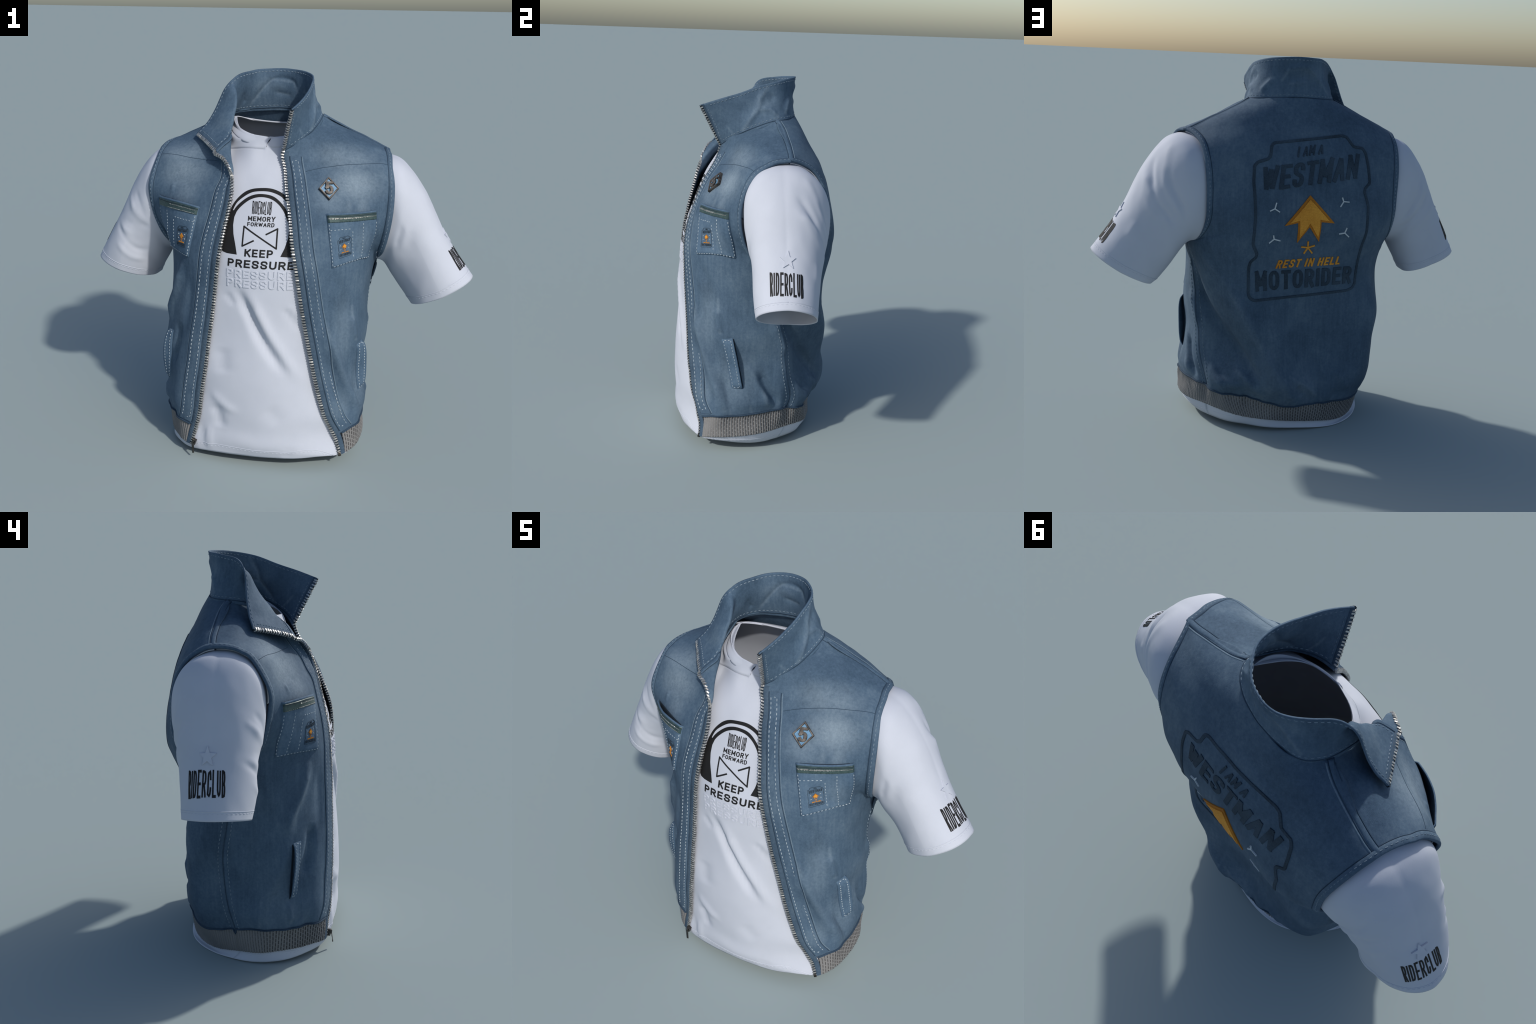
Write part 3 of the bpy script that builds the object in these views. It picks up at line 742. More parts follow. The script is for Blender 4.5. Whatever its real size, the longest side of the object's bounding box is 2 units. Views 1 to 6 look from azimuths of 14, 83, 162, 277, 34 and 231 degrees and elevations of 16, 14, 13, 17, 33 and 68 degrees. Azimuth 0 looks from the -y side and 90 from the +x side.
SLEEVE_R = [((-.530,.090,1.546),(-.570,-.106,1.300),(-.545,.120,1.000),(-.530,.318,1.280)),
            ((-.616,.098,1.526),(-.632,-.107,1.290),(-.583,.120,.980),(-.605,.315,1.300)),
            ((-.656,.100,1.502),(-.658,-.107,1.265),(-.595,.122,.966),(-.645,.299,1.275)),
            ((-.702,.100,1.455),(-.685,-.102,1.228),(-.606,.124,.945),(-.678,.290,1.235)),
            ((-.774,.100,1.346),(-.725,-.090,1.165),(-.625,.126,.910),(-.722,.275,1.165)),
            ((-.834,.100,1.216),(-.770,-.080,1.080),(-.642,.130,.880),(-.766,.261,1.080)),
            ((-.918,.100,1.061),(-.808,-.079,.975),(-.660,.134,.848),(-.803,.250,.975)),
            ((-.999,.105,.915),(-.835,-.060,.866),(-.680,.142,.815),(-.820,.246,.860))]
NS = 120
def ring(t, f, b, k, power):
    t, f, b, k = map(A, (t, f, b, k))
    c = (t + b) / 4 + (f + k) / 4
    out = []
    for a in np.arange(NS) * math.tau / NS:
        ca, sa = math.cos(a), math.sin(a)
        p = 2.0 / (power if ca >= 0 else max(power, 2.35))
        ca, sa = math.copysign(abs(ca) ** p, ca), math.copysign(abs(sa) ** p, sa)
        out.append(c + (t - c) * max(ca, 0) + (b - c) * max(-ca, 0) + (f - c) * max(sa, 0) + (k - c) * max(-sa, 0))
    return out
SLEEVE_FOLDS_L = [
    ([(.621,.178,1.501),(.654,.237,1.417),(.669,.261,1.353)], .008, .022), ([(.701,.139,1.424),(.724,.198,1.352),(.722,.250,1.274)], -.010, .018),
    ([(.747,.159,1.344),(.738,.229,1.283),(.730,.263,1.227)], .009, .018), ([(.652,-.108,1.227),(.640,-.104,1.176),(.618,-.083,1.106)], -.012, .016),
    ([(.672,-.104,1.240),(.659,-.099,1.157),(.643,-.082,1.088)], .010, .018), ([(.700,-.10,1.20),(.690,-.09,1.10)], -.006, .02),
    ([(.711,.169,1.397),(.723,.237,1.296),(.710,.275,1.228),(.652,.297,1.158),(.579,.248,1.054)], -.013, .014),
    ([(.645,.270,1.374),(.631,.301,1.299),(.582,.313,1.203),(.542,.277,1.103)], -.012, .013), ([(.670,.237,1.394),(.664,.286,1.291),(.618,.308,1.209),(.561,.280,1.104)], .009, .014),
    ([(.745,.120,1.387),(.765,.203,1.291),(.750,.257,1.207),(.690,.290,1.120)], .009, .018), ([(.80,.235,1.12),(.83,.22,1.03)], .006, .02), ([(.60,.10,.955),(.63,.17,.92),(.66,.22,.95)], .01, .016),
]
SLEEVE_FOLDS_R = [
    ([(-.772,-.064,1.254),(-.707,-.112,1.176),(-.658,-.098,1.143)], .010, .018), ([(-.800,-.080,1.150),(-.738,-.107,1.133),(-.685,-.100,1.128),(-.649,-.088,1.121)], -.012, .014),
    ([(-.852,-.032,1.128),(-.786,-.095,1.045),(-.718,-.060,.987),(-.670,-.036,.992)], -.010, .014), ([(-.83,-.06,1.13),(-.76,-.10,1.08),(-.68,-.085,1.06)], .010, .016),
    ([(-.740,-.072,1.311),(-.698,-.115,1.237),(-.680,-.111,1.178)], -.010, .016), ([(-.78,-.04,1.28),(-.73,-.10,1.22)], .006, .015), ([(-.84,-.06,1.03),(-.78,-.08,.96),(-.70,-.02,.93)], .008, .016),
    ([(-.702,.257,1.373),(-.699,.284,1.303),(-.663,.301,1.206),(-.584,.288,1.097)], -.013, .012), ([(-.766,.241,1.277),(-.715,.287,1.183),(-.649,.286,1.110),(-.588,.268,1.066)], -.013, .012),
    ([(-.725,.262,1.33),(-.705,.288,1.25),(-.65,.298,1.15),(-.59,.28,1.08)], .010, .016), ([(-.80,.22,1.20),(-.73,.275,1.11),(-.65,.25,1.04)], .008, .018),
]
SLV = {}
for side, st, fo in (("L", SLEEVE_L, SLEEVE_FOLDS_L), ("R", SLEEVE_R, SLEEVE_FOLDS_R)):
    rows = A([ring(*s, power=w) for s, w in zip(st, (2.15, 2.15, 2.08, 1.95, 1.88, 1.86, 1.9, 2.0))])
    G, _ = columns(rows, 0.006)
    if side == "R":
        G = G[:, ::-1]
    n = grid_normals(G, True)
    c = G.mean(axis=1, keepdims=True)
    if ((G - c) * n).sum() < 0:
        G = G[:, ::-1]
        n = grid_normals(G, True)
    G = relief(G, n, [(ln, a * .62, w * 1.1) for ln, a, w in fo], 0.0022, 6.0)
    SLV[side] = G
    V, F = shell(G, 0.005, True)
    obj("sleeve", V, F, M_WHITE, SHIRT)
#DETAILS#
# ------------------------------------------------------------------ helpers for what is sewn on
def flip(P):
    return P[:, ::-1]
B_L, B_R, B_B = bvh_of(FL), bvh_of(flip(FR)), bvh_of(BK)
def joined(grids):
    V, F, o = [], [], 0
    for G in grids:
        V += [Vector(p) for p in G.reshape(-1, 3)]
        F += [tuple(map(int, q)) for q in quads(G.shape[0], G.shape[1], base=o)]
        o += G.shape[0] * G.shape[1]
    return BVHTree.FromPolygons(V, F)
B_ALL = joined([FL, flip(FR), BK])
B_SHIRT = bvh_of(low)
B_SL, B_SR = bvh_of(SLV["L"]), bvh_of(SLV["R"])
N_L, N_R, N_B = grid_normals(FL), -grid_normals(FR), grid_normals(BK)
N_C = grid_normals(COL)

def at_dist(P, n, d):
    """for each row: the point at arc distance d from column 0, and its normal; d < 0 lies beyond the edge"""
    seg = np.linalg.norm(np.diff(P, axis=1), axis=2)
    cum = np.concatenate([np.zeros((len(P), 1)), np.cumsum(seg, axis=1)], axis=1)
    d = np.broadcast_to(np.asarray(d, float), (len(P),))
    out = np.empty((len(P), 3)); nn = np.empty((len(P), 3))
    for i in range(len(P)):
        x = d[i]
        if x < 0:
            t = P[i, 0] - P[i, 2]
            out[i] = P[i, 0] + t / np.linalg.norm(t) * -x
            nn[i] = n[i, 1]
        else:
            for k in range(3):
                out[i, k] = np.interp(x, cum[i], P[i, :, k]); nn[i, k] = np.interp(x, cum[i], n[i, :, k])
    return out, nn / np.linalg.norm(nn, axis=1, keepdims=True)

def edge_strip(P, n, profile):
    """strip along column 0; profile = list of (distance from the edge, height above the cloth)"""
    cols = []
    for d, h in profile:
        p, q = at_dist(P, n, d)
        cols.append(p + q * h)
    G = np.stack(cols, axis=1)
    return G.reshape(-1, 3), quads(G.shape[0], G.shape[1])

def frame_of(c, nrm):
    t = np.gradient(c, axis=0)
    t /= np.linalg.norm(t, axis=1, keepdims=True) + 1e-12
    s = np.cross(nrm, t)
    s /= np.linalg.norm(s, axis=1, keepdims=True) + 1e-12
    return t, s

def snap(points, bvh, ray=None):
    P, Q = [], []
    for p in points:
        a, b = nearest(bvh, p) if ray is None else cast(bvh, A(p) - A(ray) * 1.0, ray)
        P.append(a); Q.append(b)
    Q = A(Q)
    if len(Q) > 4:
        k = np.concatenate([Q[:1], Q, Q[-1:]])
        Q = k[:-2] + k[1:-1] + k[2:]
        Q /= np.linalg.norm(Q, axis=1, keepdims=True)
    return A(P), Q

def ribbon(c, nrm, width, lo, hi, round_=False):
    t, s = frame_of(c, nrm)
    w = width / 2
    prof = [(-w, lo), (-w * .8, hi), (w * .8, hi), (w, lo)] if not round_ else [(-w, lo), (-w * .75, lo + (hi - lo) * .7), (-w * .3, hi), (w * .3, hi), (w * .75, lo + (hi - lo) * .7), (w, lo)]
    G = np.stack([c + s * a + nrm * b for a, b in prof], axis=1)
    V, F = G.reshape(-1, 3), quads(G.shape[0], len(prof))
    caps = [list(range(len(prof)))[::-1], [len(V) - len(prof) + i for i in range(len(prof))]]
    return V, [tuple(f) for f in F] + [tuple(x) for x in caps]

def line_on(points, bvh, width, lo, hi, step=0.008, ray=None, smooth=True, round_=False):
    p = A(points, float)
    c = curve(p, max(6, int(length(p) / step))) if smooth and len(p) > 2 else even(p, max(4, int(length(p) / step)))
    c, q = snap(c, bvh, ray)
    return ribbon(c, q, width, lo, hi, round_)

def stitches(c, nrm, period=0.0205, dash=0.0125, width=0.0032, height=0.0018, lift=0.0):
    """a row of thread stitches: low rounded bars lying on the cloth"""
    total = length(c)
    n = max(1, int(total / period))
    d = np.concatenate([[0], np.cumsum(np.linalg.norm(np.diff(c, axis=0), axis=1))])
    rd = random.Random(int(total * 1e5))
    V, F = [], []
    for i in range(n):
        s0 = (i + 0.5) * total / n - dash / 2 * (0.9 + rd.random() * 0.2)
        at = s0 + dash * A([0, .2, .8, 1.0])
        p = np.stack([np.interp(at, d, c[:, k]) for k in range(3)], -1)
        q = np.stack([np.interp(at, d, nrm[:, k]) for k in range(3)], -1)
        t, s = frame_of(p, q)
        w = width / 2 * (0.85 + 0.3 * rd.random())
        o = len(V)
        for j, (ww, hh) in enumerate(((.45, .3), (1, 1), (1, 1), (.45, .3))):
            b = p[j] + q[j] * lift
            V += [b - s[j] * w * ww - q[j] * .001, b - s[j] * w * ww * .5 + q[j] * height * hh, b + s[j] * w * ww * .5 + q[j] * height * hh, b + s[j] * w * ww - q[j] * .001]
        for j in range(3):
            for k in range(3):
                F.append((o + j * 4 + k, o + j * 4 + k + 1, o + (j + 1) * 4 + k + 1, o + (j + 1) * 4 + k))
        F += [(o + 3, o + 2, o + 1, o), (o + 12, o + 13, o + 14, o + 15)]
    return A(V), F

def stitch_on(points, bvh, lift=0.0, **kw):
    p = A(points, float)
    c = curve(p, max(8, int(length(p) / 0.01))) if len(p) > 2 else even(p, max(8, int(length(p) / 0.01)))
    c, q = snap(c, bvh)
    return stitches(c, q, lift=lift, **kw)

def quad_map(tl, bl, tr, br, bvh, ray=None):
    tl, bl, tr, br = map(A, (tl, bl, tr, br))
    def f(a, b):
        p = (bl * (1 - a) + br * a) * (1 - b) + (tl * (1 - a) + tr * a) * b
        return nearest(bvh, p) if ray is None else cast(bvh, p - A(ray) * .5, ray)
    return f

def raised(bm, mapper, lo, hi, longest):
    """a flat outline (x, y) laid on a surface with real thickness"""
    bmesh.ops.remove_doubles(bm, verts=bm.verts, dist=1e-5)
    bmesh.ops.triangulate(bm, faces=bm.faces)
    for _ in range(4):
        at = {v: A(mapper(v.co.x, v.co.y)[0]) for v in bm.verts}
        es = [e for e in bm.edges if np.linalg.norm(at[e.verts[0]] - at[e.verts[1]]) > longest]
        if not es:
            break
        bmesh.ops.subdivide_edges(bm, edges=es, cuts=1)
        bmesh.ops.triangulate(bm, faces=bm.faces)
    bm.verts.index_update()
    P, Q = zip(*[mapper(v.co.x, v.co.y) for v in bm.verts])
    P, Q = A(P), A(Q)
    n = len(P)
    V = np.concatenate([P + Q * hi, P + Q * lo])
    F = []
    for f in bm.faces:
        idx = [v.index for v in f.verts]
        a, b, c = (V[i] for i in idx)
        if np.dot(np.cross(b - a, c - a), Q[idx[0]]) < 0:
            idx = idx[::-1]
        F.append(tuple(idx))
    for e in bm.edges:
        if len(e.link_faces) == 1:
            i, j = e.verts[0].index, e.verts[1].index
            F.append((i, j, j + n, i + n))
    bm.free()
    return V, F

def arc(cx, cy, rx, ry, a0, a1, n=9):
    return [(cx + rx * math.cos(math.radians(a0 + (a1 - a0) * i / (n - 1))), cy + ry * math.sin(math.radians(a0 + (a1 - a0) * i / (n - 1)))) for i in range(n)]
STEM = [(0, 0), (0, 1)]
BOWL = [(0, 1), (.55, 1)] + arc(.55, .735, .45, .265, 80, -80) + [(.55, .47), (0, .47)]
S_CURVE = [(1, .80), (.90, .95), (.62, 1), (.36, 1), (.08, .93), (0, .76), (.10, .60), (.36, .53), (.66, .47), (.92, .39), (1, .23), (.91, .07), (.64, 0), (.38, 0), (.10, .05), (0, .21)]
GLYPH = {
    "I": (.02, [STEM]), "L": (.72, [STEM, [(0, 0), (1, 0)]]), "T": (.85, [[(0, 1), (1, 1)], [(.5, 0), (.5, 1)]]), "H": (.9, [STEM, [(1, 0), (1, 1)], [(0, .5), (1, .5)]]),
    "E": (.78, [STEM, [(0, 1), (1, 1)], [(0, .5), (.88, .5)], [(0, 0), (1, 0)]]), "F": (.74, [STEM, [(0, 1), (1, 1)], [(0, .5), (.88, .5)]]),
    "P": (.84, [STEM, BOWL]), "R": (.86, [STEM, BOWL, [(.5, .47), (1, 0)]]),
    "B": (.84, [STEM, [(x * .94, y) for x, y in BOWL], [(0, .5), (.6, .5)] + arc(.6, .25, .4, .25, 80, -80) + [(.6, 0), (0, 0)]]),
    "D": (.88, [STEM, [(0, 1), (.45, 1)] + arc(.45, .7, .55, .3, 80, 0, 6) + arc(.45, .3, .55, .3, 0, -80, 6) + [(.45, 0), (0, 0)]]),
    "O": (.95, [arc(.5, .68, .5, .32, 0, 180, 13) + arc(.5, .32, .5, .32, 180, 360, 13) + [(1, .68)]]),
    "C": (.88, [arc(.5, .70, .5, .30, 0, 180, 13) + arc(.5, .30, .5, .30, 180, 360, 13)]),
    "U": (.9, [[(0, 1)] + arc(.5, .32, .5, .32, 180, 360, 13) + [(1, 1)]]),
    "S": (.84, [S_CURVE]), "K": (.86, [STEM, [(1, 1), (.08, .42)], [(.34, .60), (1, 0)]]), "Y": (.9, [[(0, 1), (.5, .46), (1, 1)], [(.5, 0), (.5, .46)]]),
    "M": (1.12, [STEM, [(1, 0), (1, 1)], [(0, 1), (.5, .22), (1, 1)]]), "N": (.92, [STEM, [(1, 0), (1, 1)], [(0, 1), (1, 0)]]),
    "W": (1.35, [[(0, 1), (.25, 0), (.5, .95), (.75, 0), (1, 1)]]), "A": (.95, [[(0, 0), (.5, 1), (1, 0)], [(.2, .34), (.8, .34)]]),
    "5": (.8, [[(.95, 1), (.08, 1)], [(.08, 1), (.05, .56)], [(.05, .56), (.30, .62), (.62, .62), (.90, .52), (1, .31), (.92, .10), (.66, 0), (.36, 0), (.10, .03), (.0, .10)]]),
}
def lettering(word, mapper, wv, wh, lo=-.0005, hi=.0010, gap=.30, shear=0.0, wave=0.0):
    """block letters as strokes on a surface; wv / wh: thickness of upright / level strokes in metres"""
    p = lambda a, b: A(mapper(a, b)[0])
    W, H = np.linalg.norm(p(1, .5) - p(0, .5)), np.linalg.norm(p(.5, 1) - p(.5, 0))
    advance = []
    for ch in word:
        advance.append(.45 if ch == " " else GLYPH[ch][0])
    # in glyph units one letter is 1 wide; strokes themselves take room too
    unit_gap = gap
    n = len(word)
    free = W - wv * sum(1 for c in word if c != " ")
    u = free / (sum(advance) + unit_gap * (n - 1))
    x, parts, k = 0.0, [], 0
    for i, ch in enumerate(word):
        if ch != " ":
            gw = GLYPH[ch][0] * u
            x += wv / 2
            grow = 1 + wave * math.cos(i * 2.2)
            for st in GLYPH[ch][1]:
                q = A([(x + sx * gw, (.5 + (sy - .5) * grow) * (H - wh) + wh / 2) for sx, sy in st], float)
                if ch in "S5" and len(st) > 4:
                    q = curve(np.c_[q, np.zeros(len(q))], 30)[:, :2]
                t0, t1 = q[0] - q[1], q[-1] - q[-2]
                t0, t1 = t0 / np.linalg.norm(t0), t1 / np.linalg.norm(t1)
                ext = lambda t: .48 * (abs(t[1]) * wh + abs(t[0]) * wv)
                q = np.concatenate([[q[0] + t0 * ext(t0)], q[1:-1], [q[-1] + t1 * ext(t1)]])
                corners = [q]
                if len(st) <= 5:
                    corners = [q[j:j + 2] for j in range(len(q) - 1)]
                for c in corners:
                    c = even(c, max(3, int(length(c) / max(.004, H / 14)) + 1)) if len(st) <= 5 else even(c, max(14, int(length(c) / max(.003, H / 16))))
                    d = np.gradient(c, axis=0)
                    d /= np.linalg.norm(d, axis=1, keepdims=True)
                    w = np.sqrt((d[:, 1] * wv) ** 2 + (d[:, 0] * wh) ** 2) / 2
                    P, Q = zip(*[mapper(a / W + shear * (b / H - .5), b / H) for a, b in c])
                    P, Q = A(P), A(Q)
                    t, sd = frame_of(P, Q)
                    top = hi + .00006 * (k % 5)
                    k += 1
                    G = np.stack([P - sd * w[:, None] + Q * lo, P - sd * w[:, None] + Q * top * .8, P - sd * (w * .8)[:, None] + Q * top, P + sd * (w * .8)[:, None] + Q * top, P + sd * w[:, None] + Q * top * .8, P + sd * w[:, None] + Q * lo], axis=1)
                    m = len(c)
                    parts.append((G.reshape(-1, 3), [tuple(f) for f in quads(m, 6)] + [tuple(range(6))[::-1], tuple(range((m - 1) * 6, m * 6))]))
            x += gw + wv / 2
        else:
            x += .45 * u
        x += unit_gap * u
    return merge(parts)

def poly_bm(pts):
    bm = bmesh.new()
    bm.faces.new([bm.verts.new((x, y, 0)) for x, y in pts])
    return bm

def patch(top, bottom, bvh, lift, ns=24, nt=24, thick=0.004):
    """cloth patch between two polylines laid on the body; lift(s, t) = height above it"""
    a, b = even(A(top, float), ns), even(A(bottom, float), ns)
    G = np.zeros((nt, ns, 3))
    for i in range(nt):
        t = i / (nt - 1)
        for j in range(ns):
            p, q = nearest(bvh, b[j] * (1 - t) + a[j] * t)
            G[i, j] = p + q * lift(j / (ns - 1), t)
    n = grid_normals(G)
    p, q = nearest(bvh, G[nt // 2, ns // 2])
    if np.dot(n[nt // 2, ns // 2], q) < 0:
        G = G[:, ::-1]
        n = grid_normals(G)
    return shell(G, thick, normals=n)

# ------------------------------------------------------------------ zip, tape and placket
TAPE = [(-.002, -.003), (-.002, .0015), (.004, .0022), (.030, .0022), (.033, -.001)]
def tape_crimp(P, n):
    """gathered ribs across the zip tape"""
    cols = []
    for d, h in [(.006, -.002), (.007, .0015), (.010, .0028), (.018, .0038), (.028, .0028), (.034, -.001)]:
        p, q = at_dist(P, n, d)
        wob = A([noise.noise(Vector(x) * 95) for x in p]) * .0022 if 0 < d < .03 else 0
        cols.append(p + q * (h + wob)[:, None] if np.ndim(wob) else p + q * h)
    G = np.stack(cols, axis=1)
    return G.reshape(-1, 3), quads(G.shape[0], G.shape[1])

def denser(P, k=2):
    i = np.linspace(0, len(P) - 1, (len(P) - 1) * k + 1)
    a = np.floor(i).astype(int).clip(0, len(P) - 2)
    f = (i - a)[:, None, None]
    return P[a] * (1 - f) + P[a + 1] * f

PULL = []
for side, P, n, idx, sgn in (("L", FL, N_L, IL, 1), ("R", FR, N_R, IR, -1)):
    top = idx[13]
    Z = P[:top + 1]
    zn = n[:top + 1]
    ccol = COL[:, 0:40] if side == "L" else COL[:, ::-1][:, 0:40]
    cn = N_C[:, 0:40] if side == "L" else N_C[:, ::-1][:, 0:40]
    k0 = 3
    Zd, zd = denser(Z, 3), denser(zn, 3)
    V, F = tape_crimp(Zd, zd)
    if side == "R":
        F = F[:, ::-1]
    V2, F2 = edge_strip(ccol[k0:], cn[k0:], [(.006, -.002), (.007, .001), (.010, .002), (.016, .002), (.019, -.001)])
    V3, F3 = edge_strip(ccol[k0:], cn[k0:], [(-.003, -.008), (.003, -.0090), (.016, -.0090), (.019, -.006)])
    V, F = merge([(V, F), (V2, F2), (V3, F3)])
    obj("zip_tape", V, F, M_TAPE, VEST)
    W1, X1 = edge_strip(Zd, zd, [(-.006, -.006), (-.006, .0015), (.001, .0030), (.008, .0018), (.0085, -.002)])
    W2, X2 = edge_strip(ccol[k0:], cn[k0:], [(-.006, -.009), (-.006, .0015), (.001, .0030), (.008, .0018), (.0085, -.002)])
    V, F = merge([(W1, X1), (W2, X2)])
    obj("dark_strip_under_teeth", V, F, M_INNER, VEST)
    # metal teeth: one bar per step, standing out of the edge
    path = np.concatenate([Z[:, 0], ccol[k0 + 1:, 0]])
    p2, _ = at_dist(Z, zn, .02); p3, _ = at_dist(ccol, cn, .02)
    outw = np.concatenate([Z[:, 0] - p2, ccol[k0 + 1:, 0] - p3[k0 + 1:]])
    nn = np.concatenate([zn[:, 0], cn[k0 + 1:, 0]])
    d = np.concatenate([[0], np.cumsum(np.linalg.norm(np.diff(path, axis=0), axis=1))])
    rd = random.Random(3)
    parts = []
    step = .0140
    for i in range(int(d[-1] / step)):
        s = (i + .5) * step
        g = lambda arr: A([np.interp(s, d, arr[:, k]) for k in range(3)])
        c = g(path); o = g(outw); o /= np.linalg.norm(o); q = g(nn); q /= np.linalg.norm(q)
        t = np.cross(o, q); t /= np.linalg.norm(t); q = np.cross(t, o)
        a = (rd.random() - .5) * .5
        t, q = t * math.cos(a) + q * math.sin(a), q * math.cos(a) - t * math.sin(a)
        c = c - q * .003
        vs = []
        for (u, ht, hq) in ((-.0080, .0030, .0072), (.002, .0034, .0080), (.004, .0042, .0086), (.0100, .0026, .0052)):
            for (x, y) in ((-1, -1), (1, -1), (1, 1), (-1, 1)):
                vs.append(c + o * u + t * ht * x + q * hq * y)
        fs = [(0, 3, 2, 1), (12, 13, 14, 15)]
        for k in range(3):
            for e in range(4):
                b, e2 = k * 4, (e + 1) % 4
                fs.append((b + e, b + e2, b + 4 + e2, b + 4 + e))
        parts.append((vs, fs))
    V, F = merge(parts)
    obj("zip_teeth", V, F, M_TOOTH, VEST, smooth=False, stuff=True)
    # stitched placket: a raised band beside the tape
    r0, r1 = idx[1] + 2, idx[13] - (3 if side == "L" else 1)
    G, gn = P[r0:r1], n[r0:r1]
    fall = np.linspace(1, 0, r1 - r0)
    w0, w1 = .036, .090 + .018 * fall + (.006 if side == "R" else 0)
    prof = [(w0, -.001), (w0 + .001, .0035), (w0 + .006, .0048), (w1 - .006, .0048), (w1 - .001, .0035), (w1, -.001)]
    V, F = edge_strip(G, gn, prof)
    if side == "R":
        F = F[:, ::-1]
    obj("placket", V, F, M_PLACKET, VEST)
    parts = []
    for dd in (.046 + .003 * fall, .074 + .017 * fall + (.006 if side == "R" else 0)):
        p, q = at_dist(G, gn, dd)
        parts.append(stitches(p[3:-3], q[3:-3], lift=.0046))
    for row in (3, len(G) - 4):
        pts = [at_dist(G[row:row + 1], gn[row:row + 1], x)[0][0] for x in np.linspace(.05, .078, 6)]
        qs = [at_dist(G[row:row + 1], gn[row:row + 1], x)[1][0] for x in np.linspace(.05, .078, 6)]
        parts.append(stitches(A(pts), A(qs), lift=.0046, period=.014, dash=.009))
    V, F = merge(parts)
    obj("placket_stitching", V, F, M_THREAD, VEST, stuff=True)
    parts = []
    for dd, w in ((.0345, .0035), (w1 + .0015, .0045)):
        p, q = at_dist(G, gn, dd)
        parts.append(ribbon(p, q, w, -.001, .0012))
    V, F = merge(parts)
    obj("placket_dark_line", V, F, M_CREASE, VEST)
    p, q = at_dist(G, gn, w1 + .0065)
    V, F = ribbon(p, q, .006, -.0012, .0012, True)
    obj("placket_worn_edge", V, F, M_EDGE, VEST)
    PULL.append((P[0, 0], n[0, 0], P[4, 0]))

# slider and pull tab at the foot of the right zip; a pin box at the left
def block(c, ax, size, taper=1.0):
    x, y, z = ax
    vs = []
    for k, f in ((-1, taper), (1, 1.0)):
        for a, b in ((-1, -1), (1, -1), (1, 1), (-1, 1)):
            vs.append(c + x * size[0] * a * f + y * size[1] * b * f + z * size[2] * k)
    return vs, [(0, 3, 2, 1), (4, 5, 6, 7), (0, 1, 5, 4), (1, 2, 6, 5), (2, 3, 7, 6), (3, 0, 4, 7)]
def solid(name, parts, mat, parent, bevel=.002):
    V, F = merge(parts)
    o = obj(name, V, F, mat, parent, smooth=False)
    m = o.modifiers.new("Bevel", "BEVEL")
    m.width, m.segments = bevel, 2
    return o
def axes(z, n):
    z = A(z) / np.linalg.norm(z); n = A(n) - np.dot(n, z) * z; n /= np.linalg.norm(n)
    return np.cross(n, z), n, z
c, q, up = PULL[1]
ax = axes(up - c, q)
c = A((-.322, -.370, .080))
slider = solid("zip_slider", [block(c + ax[1] * .004, ax, (.011, .010, .017), .7), block(c + ax[1] * .014 + ax[2] * .004, ax, (.004, .005, .010))], M_DARKMETAL, VEST)
down = axes((.08, -.12, -1), (0, -1, 0))
solid("zip_pull", [block(c + ax[1] * .017 + down[2] * .022, (down[0], down[1], -down[2]), (.0065, .0018, .020), .8), block(c + ax[1] * .017 + down[2] * .046, (down[0], down[1], -down[2]), (.0050, .0024, .006))], M_DARKMETAL, slider, .0012)
c, q, up = PULL[0]
ax = axes(up - c, q)
solid("zip_pin_box", [block(c + ax[2] * .004, ax, (.007, .006, .010))], M_DARKMETAL, VEST)

# ------------------------------------------------------------------ collar stitching
def rows_of(P):
    return P.transpose(1, 0, 2)
CT, NT_ = rows_of(COL), rows_of(N_C)
parts = []
for lift in (0.0, -.0088):
    kw = dict(lift=lift)
    sg = 1 if lift == 0 else -1
    p, q = at_dist(CT[:, ::-1], NT_[:, ::-1], .014)
    parts.append(stitches(p[4:-4], q[4:-4] * sg, lift=0.0 if sg > 0 else .0072))
    p, q = at_dist(CT, NT_, .016 + .013)
    parts.append(stitches(p[4:-4], q[4:-4] * sg, lift=0.0 if sg > 0 else .0072))
    for G, gn in ((COL, N_C), (COL[:, ::-1], N_C[:, ::-1])):
        p, q = at_dist(G, gn, .028)
        parts.append(stitches(p[6:-4], q[6:-4] * sg, lift=0.0 if sg > 0 else .0072, period=.016, dash=.010))
V, F = merge(parts)
obj("collar_stitching", V, F, M_THREAD2, VEST, stuff=True)
p, q = at_dist(CT, NT_, .0165)
V, F = ribbon(p, q, .005, -.001, .0016)
W, X = ribbon(p - q * .0072, -q, .005, -.001, .0016)
V, F = merge([(V, F), (W, X)])
obj("collar_seam", V, F, M_CREASE, VEST)

# ------------------------------------------------------------------ armholes
BIND = [(.026, -.001), (.0250, .0026), (.012, .0034), (.001, .0034), (-.0035, .001), (-.004, -.009), (.006, -.0105)]
sp, cr = [], []
for name, P, n, i0, last in (("L", FL[:, ::-1], N_L[:, ::-1], IL[7], None), ("R", FR[:, ::-1], N_R[:, ::-1], IR[7], None), ("L", BK, N_B, IB[7], None), ("R", BK[:, ::-1], N_B[:, ::-1], IB[7], None)):
    G, gn = P[i0:], n[i0:]
    V, F = edge_strip(G, gn, BIND)
    # faces outwards
    a, b, c3 = V[F[0][0]], V[F[0][1]], V[F[0][2]]
    obj("armhole_binding", V, F, M_PLACKET, VEST)
    p, q = at_dist(G, gn, .0135)
    sp.append(stitches(p, q, lift=.0030))
    p, q = at_dist(G, gn, .0275)
    cr.append(ribbon(p, q, .0035, -.001, .0010))
V, F = merge(sp)
obj("armhole_stitching", V, F, M_THREAD2, VEST, stuff=True)
V, F = merge(cr)
obj("armhole_dark_line", V, F, M_CREASE, VEST)

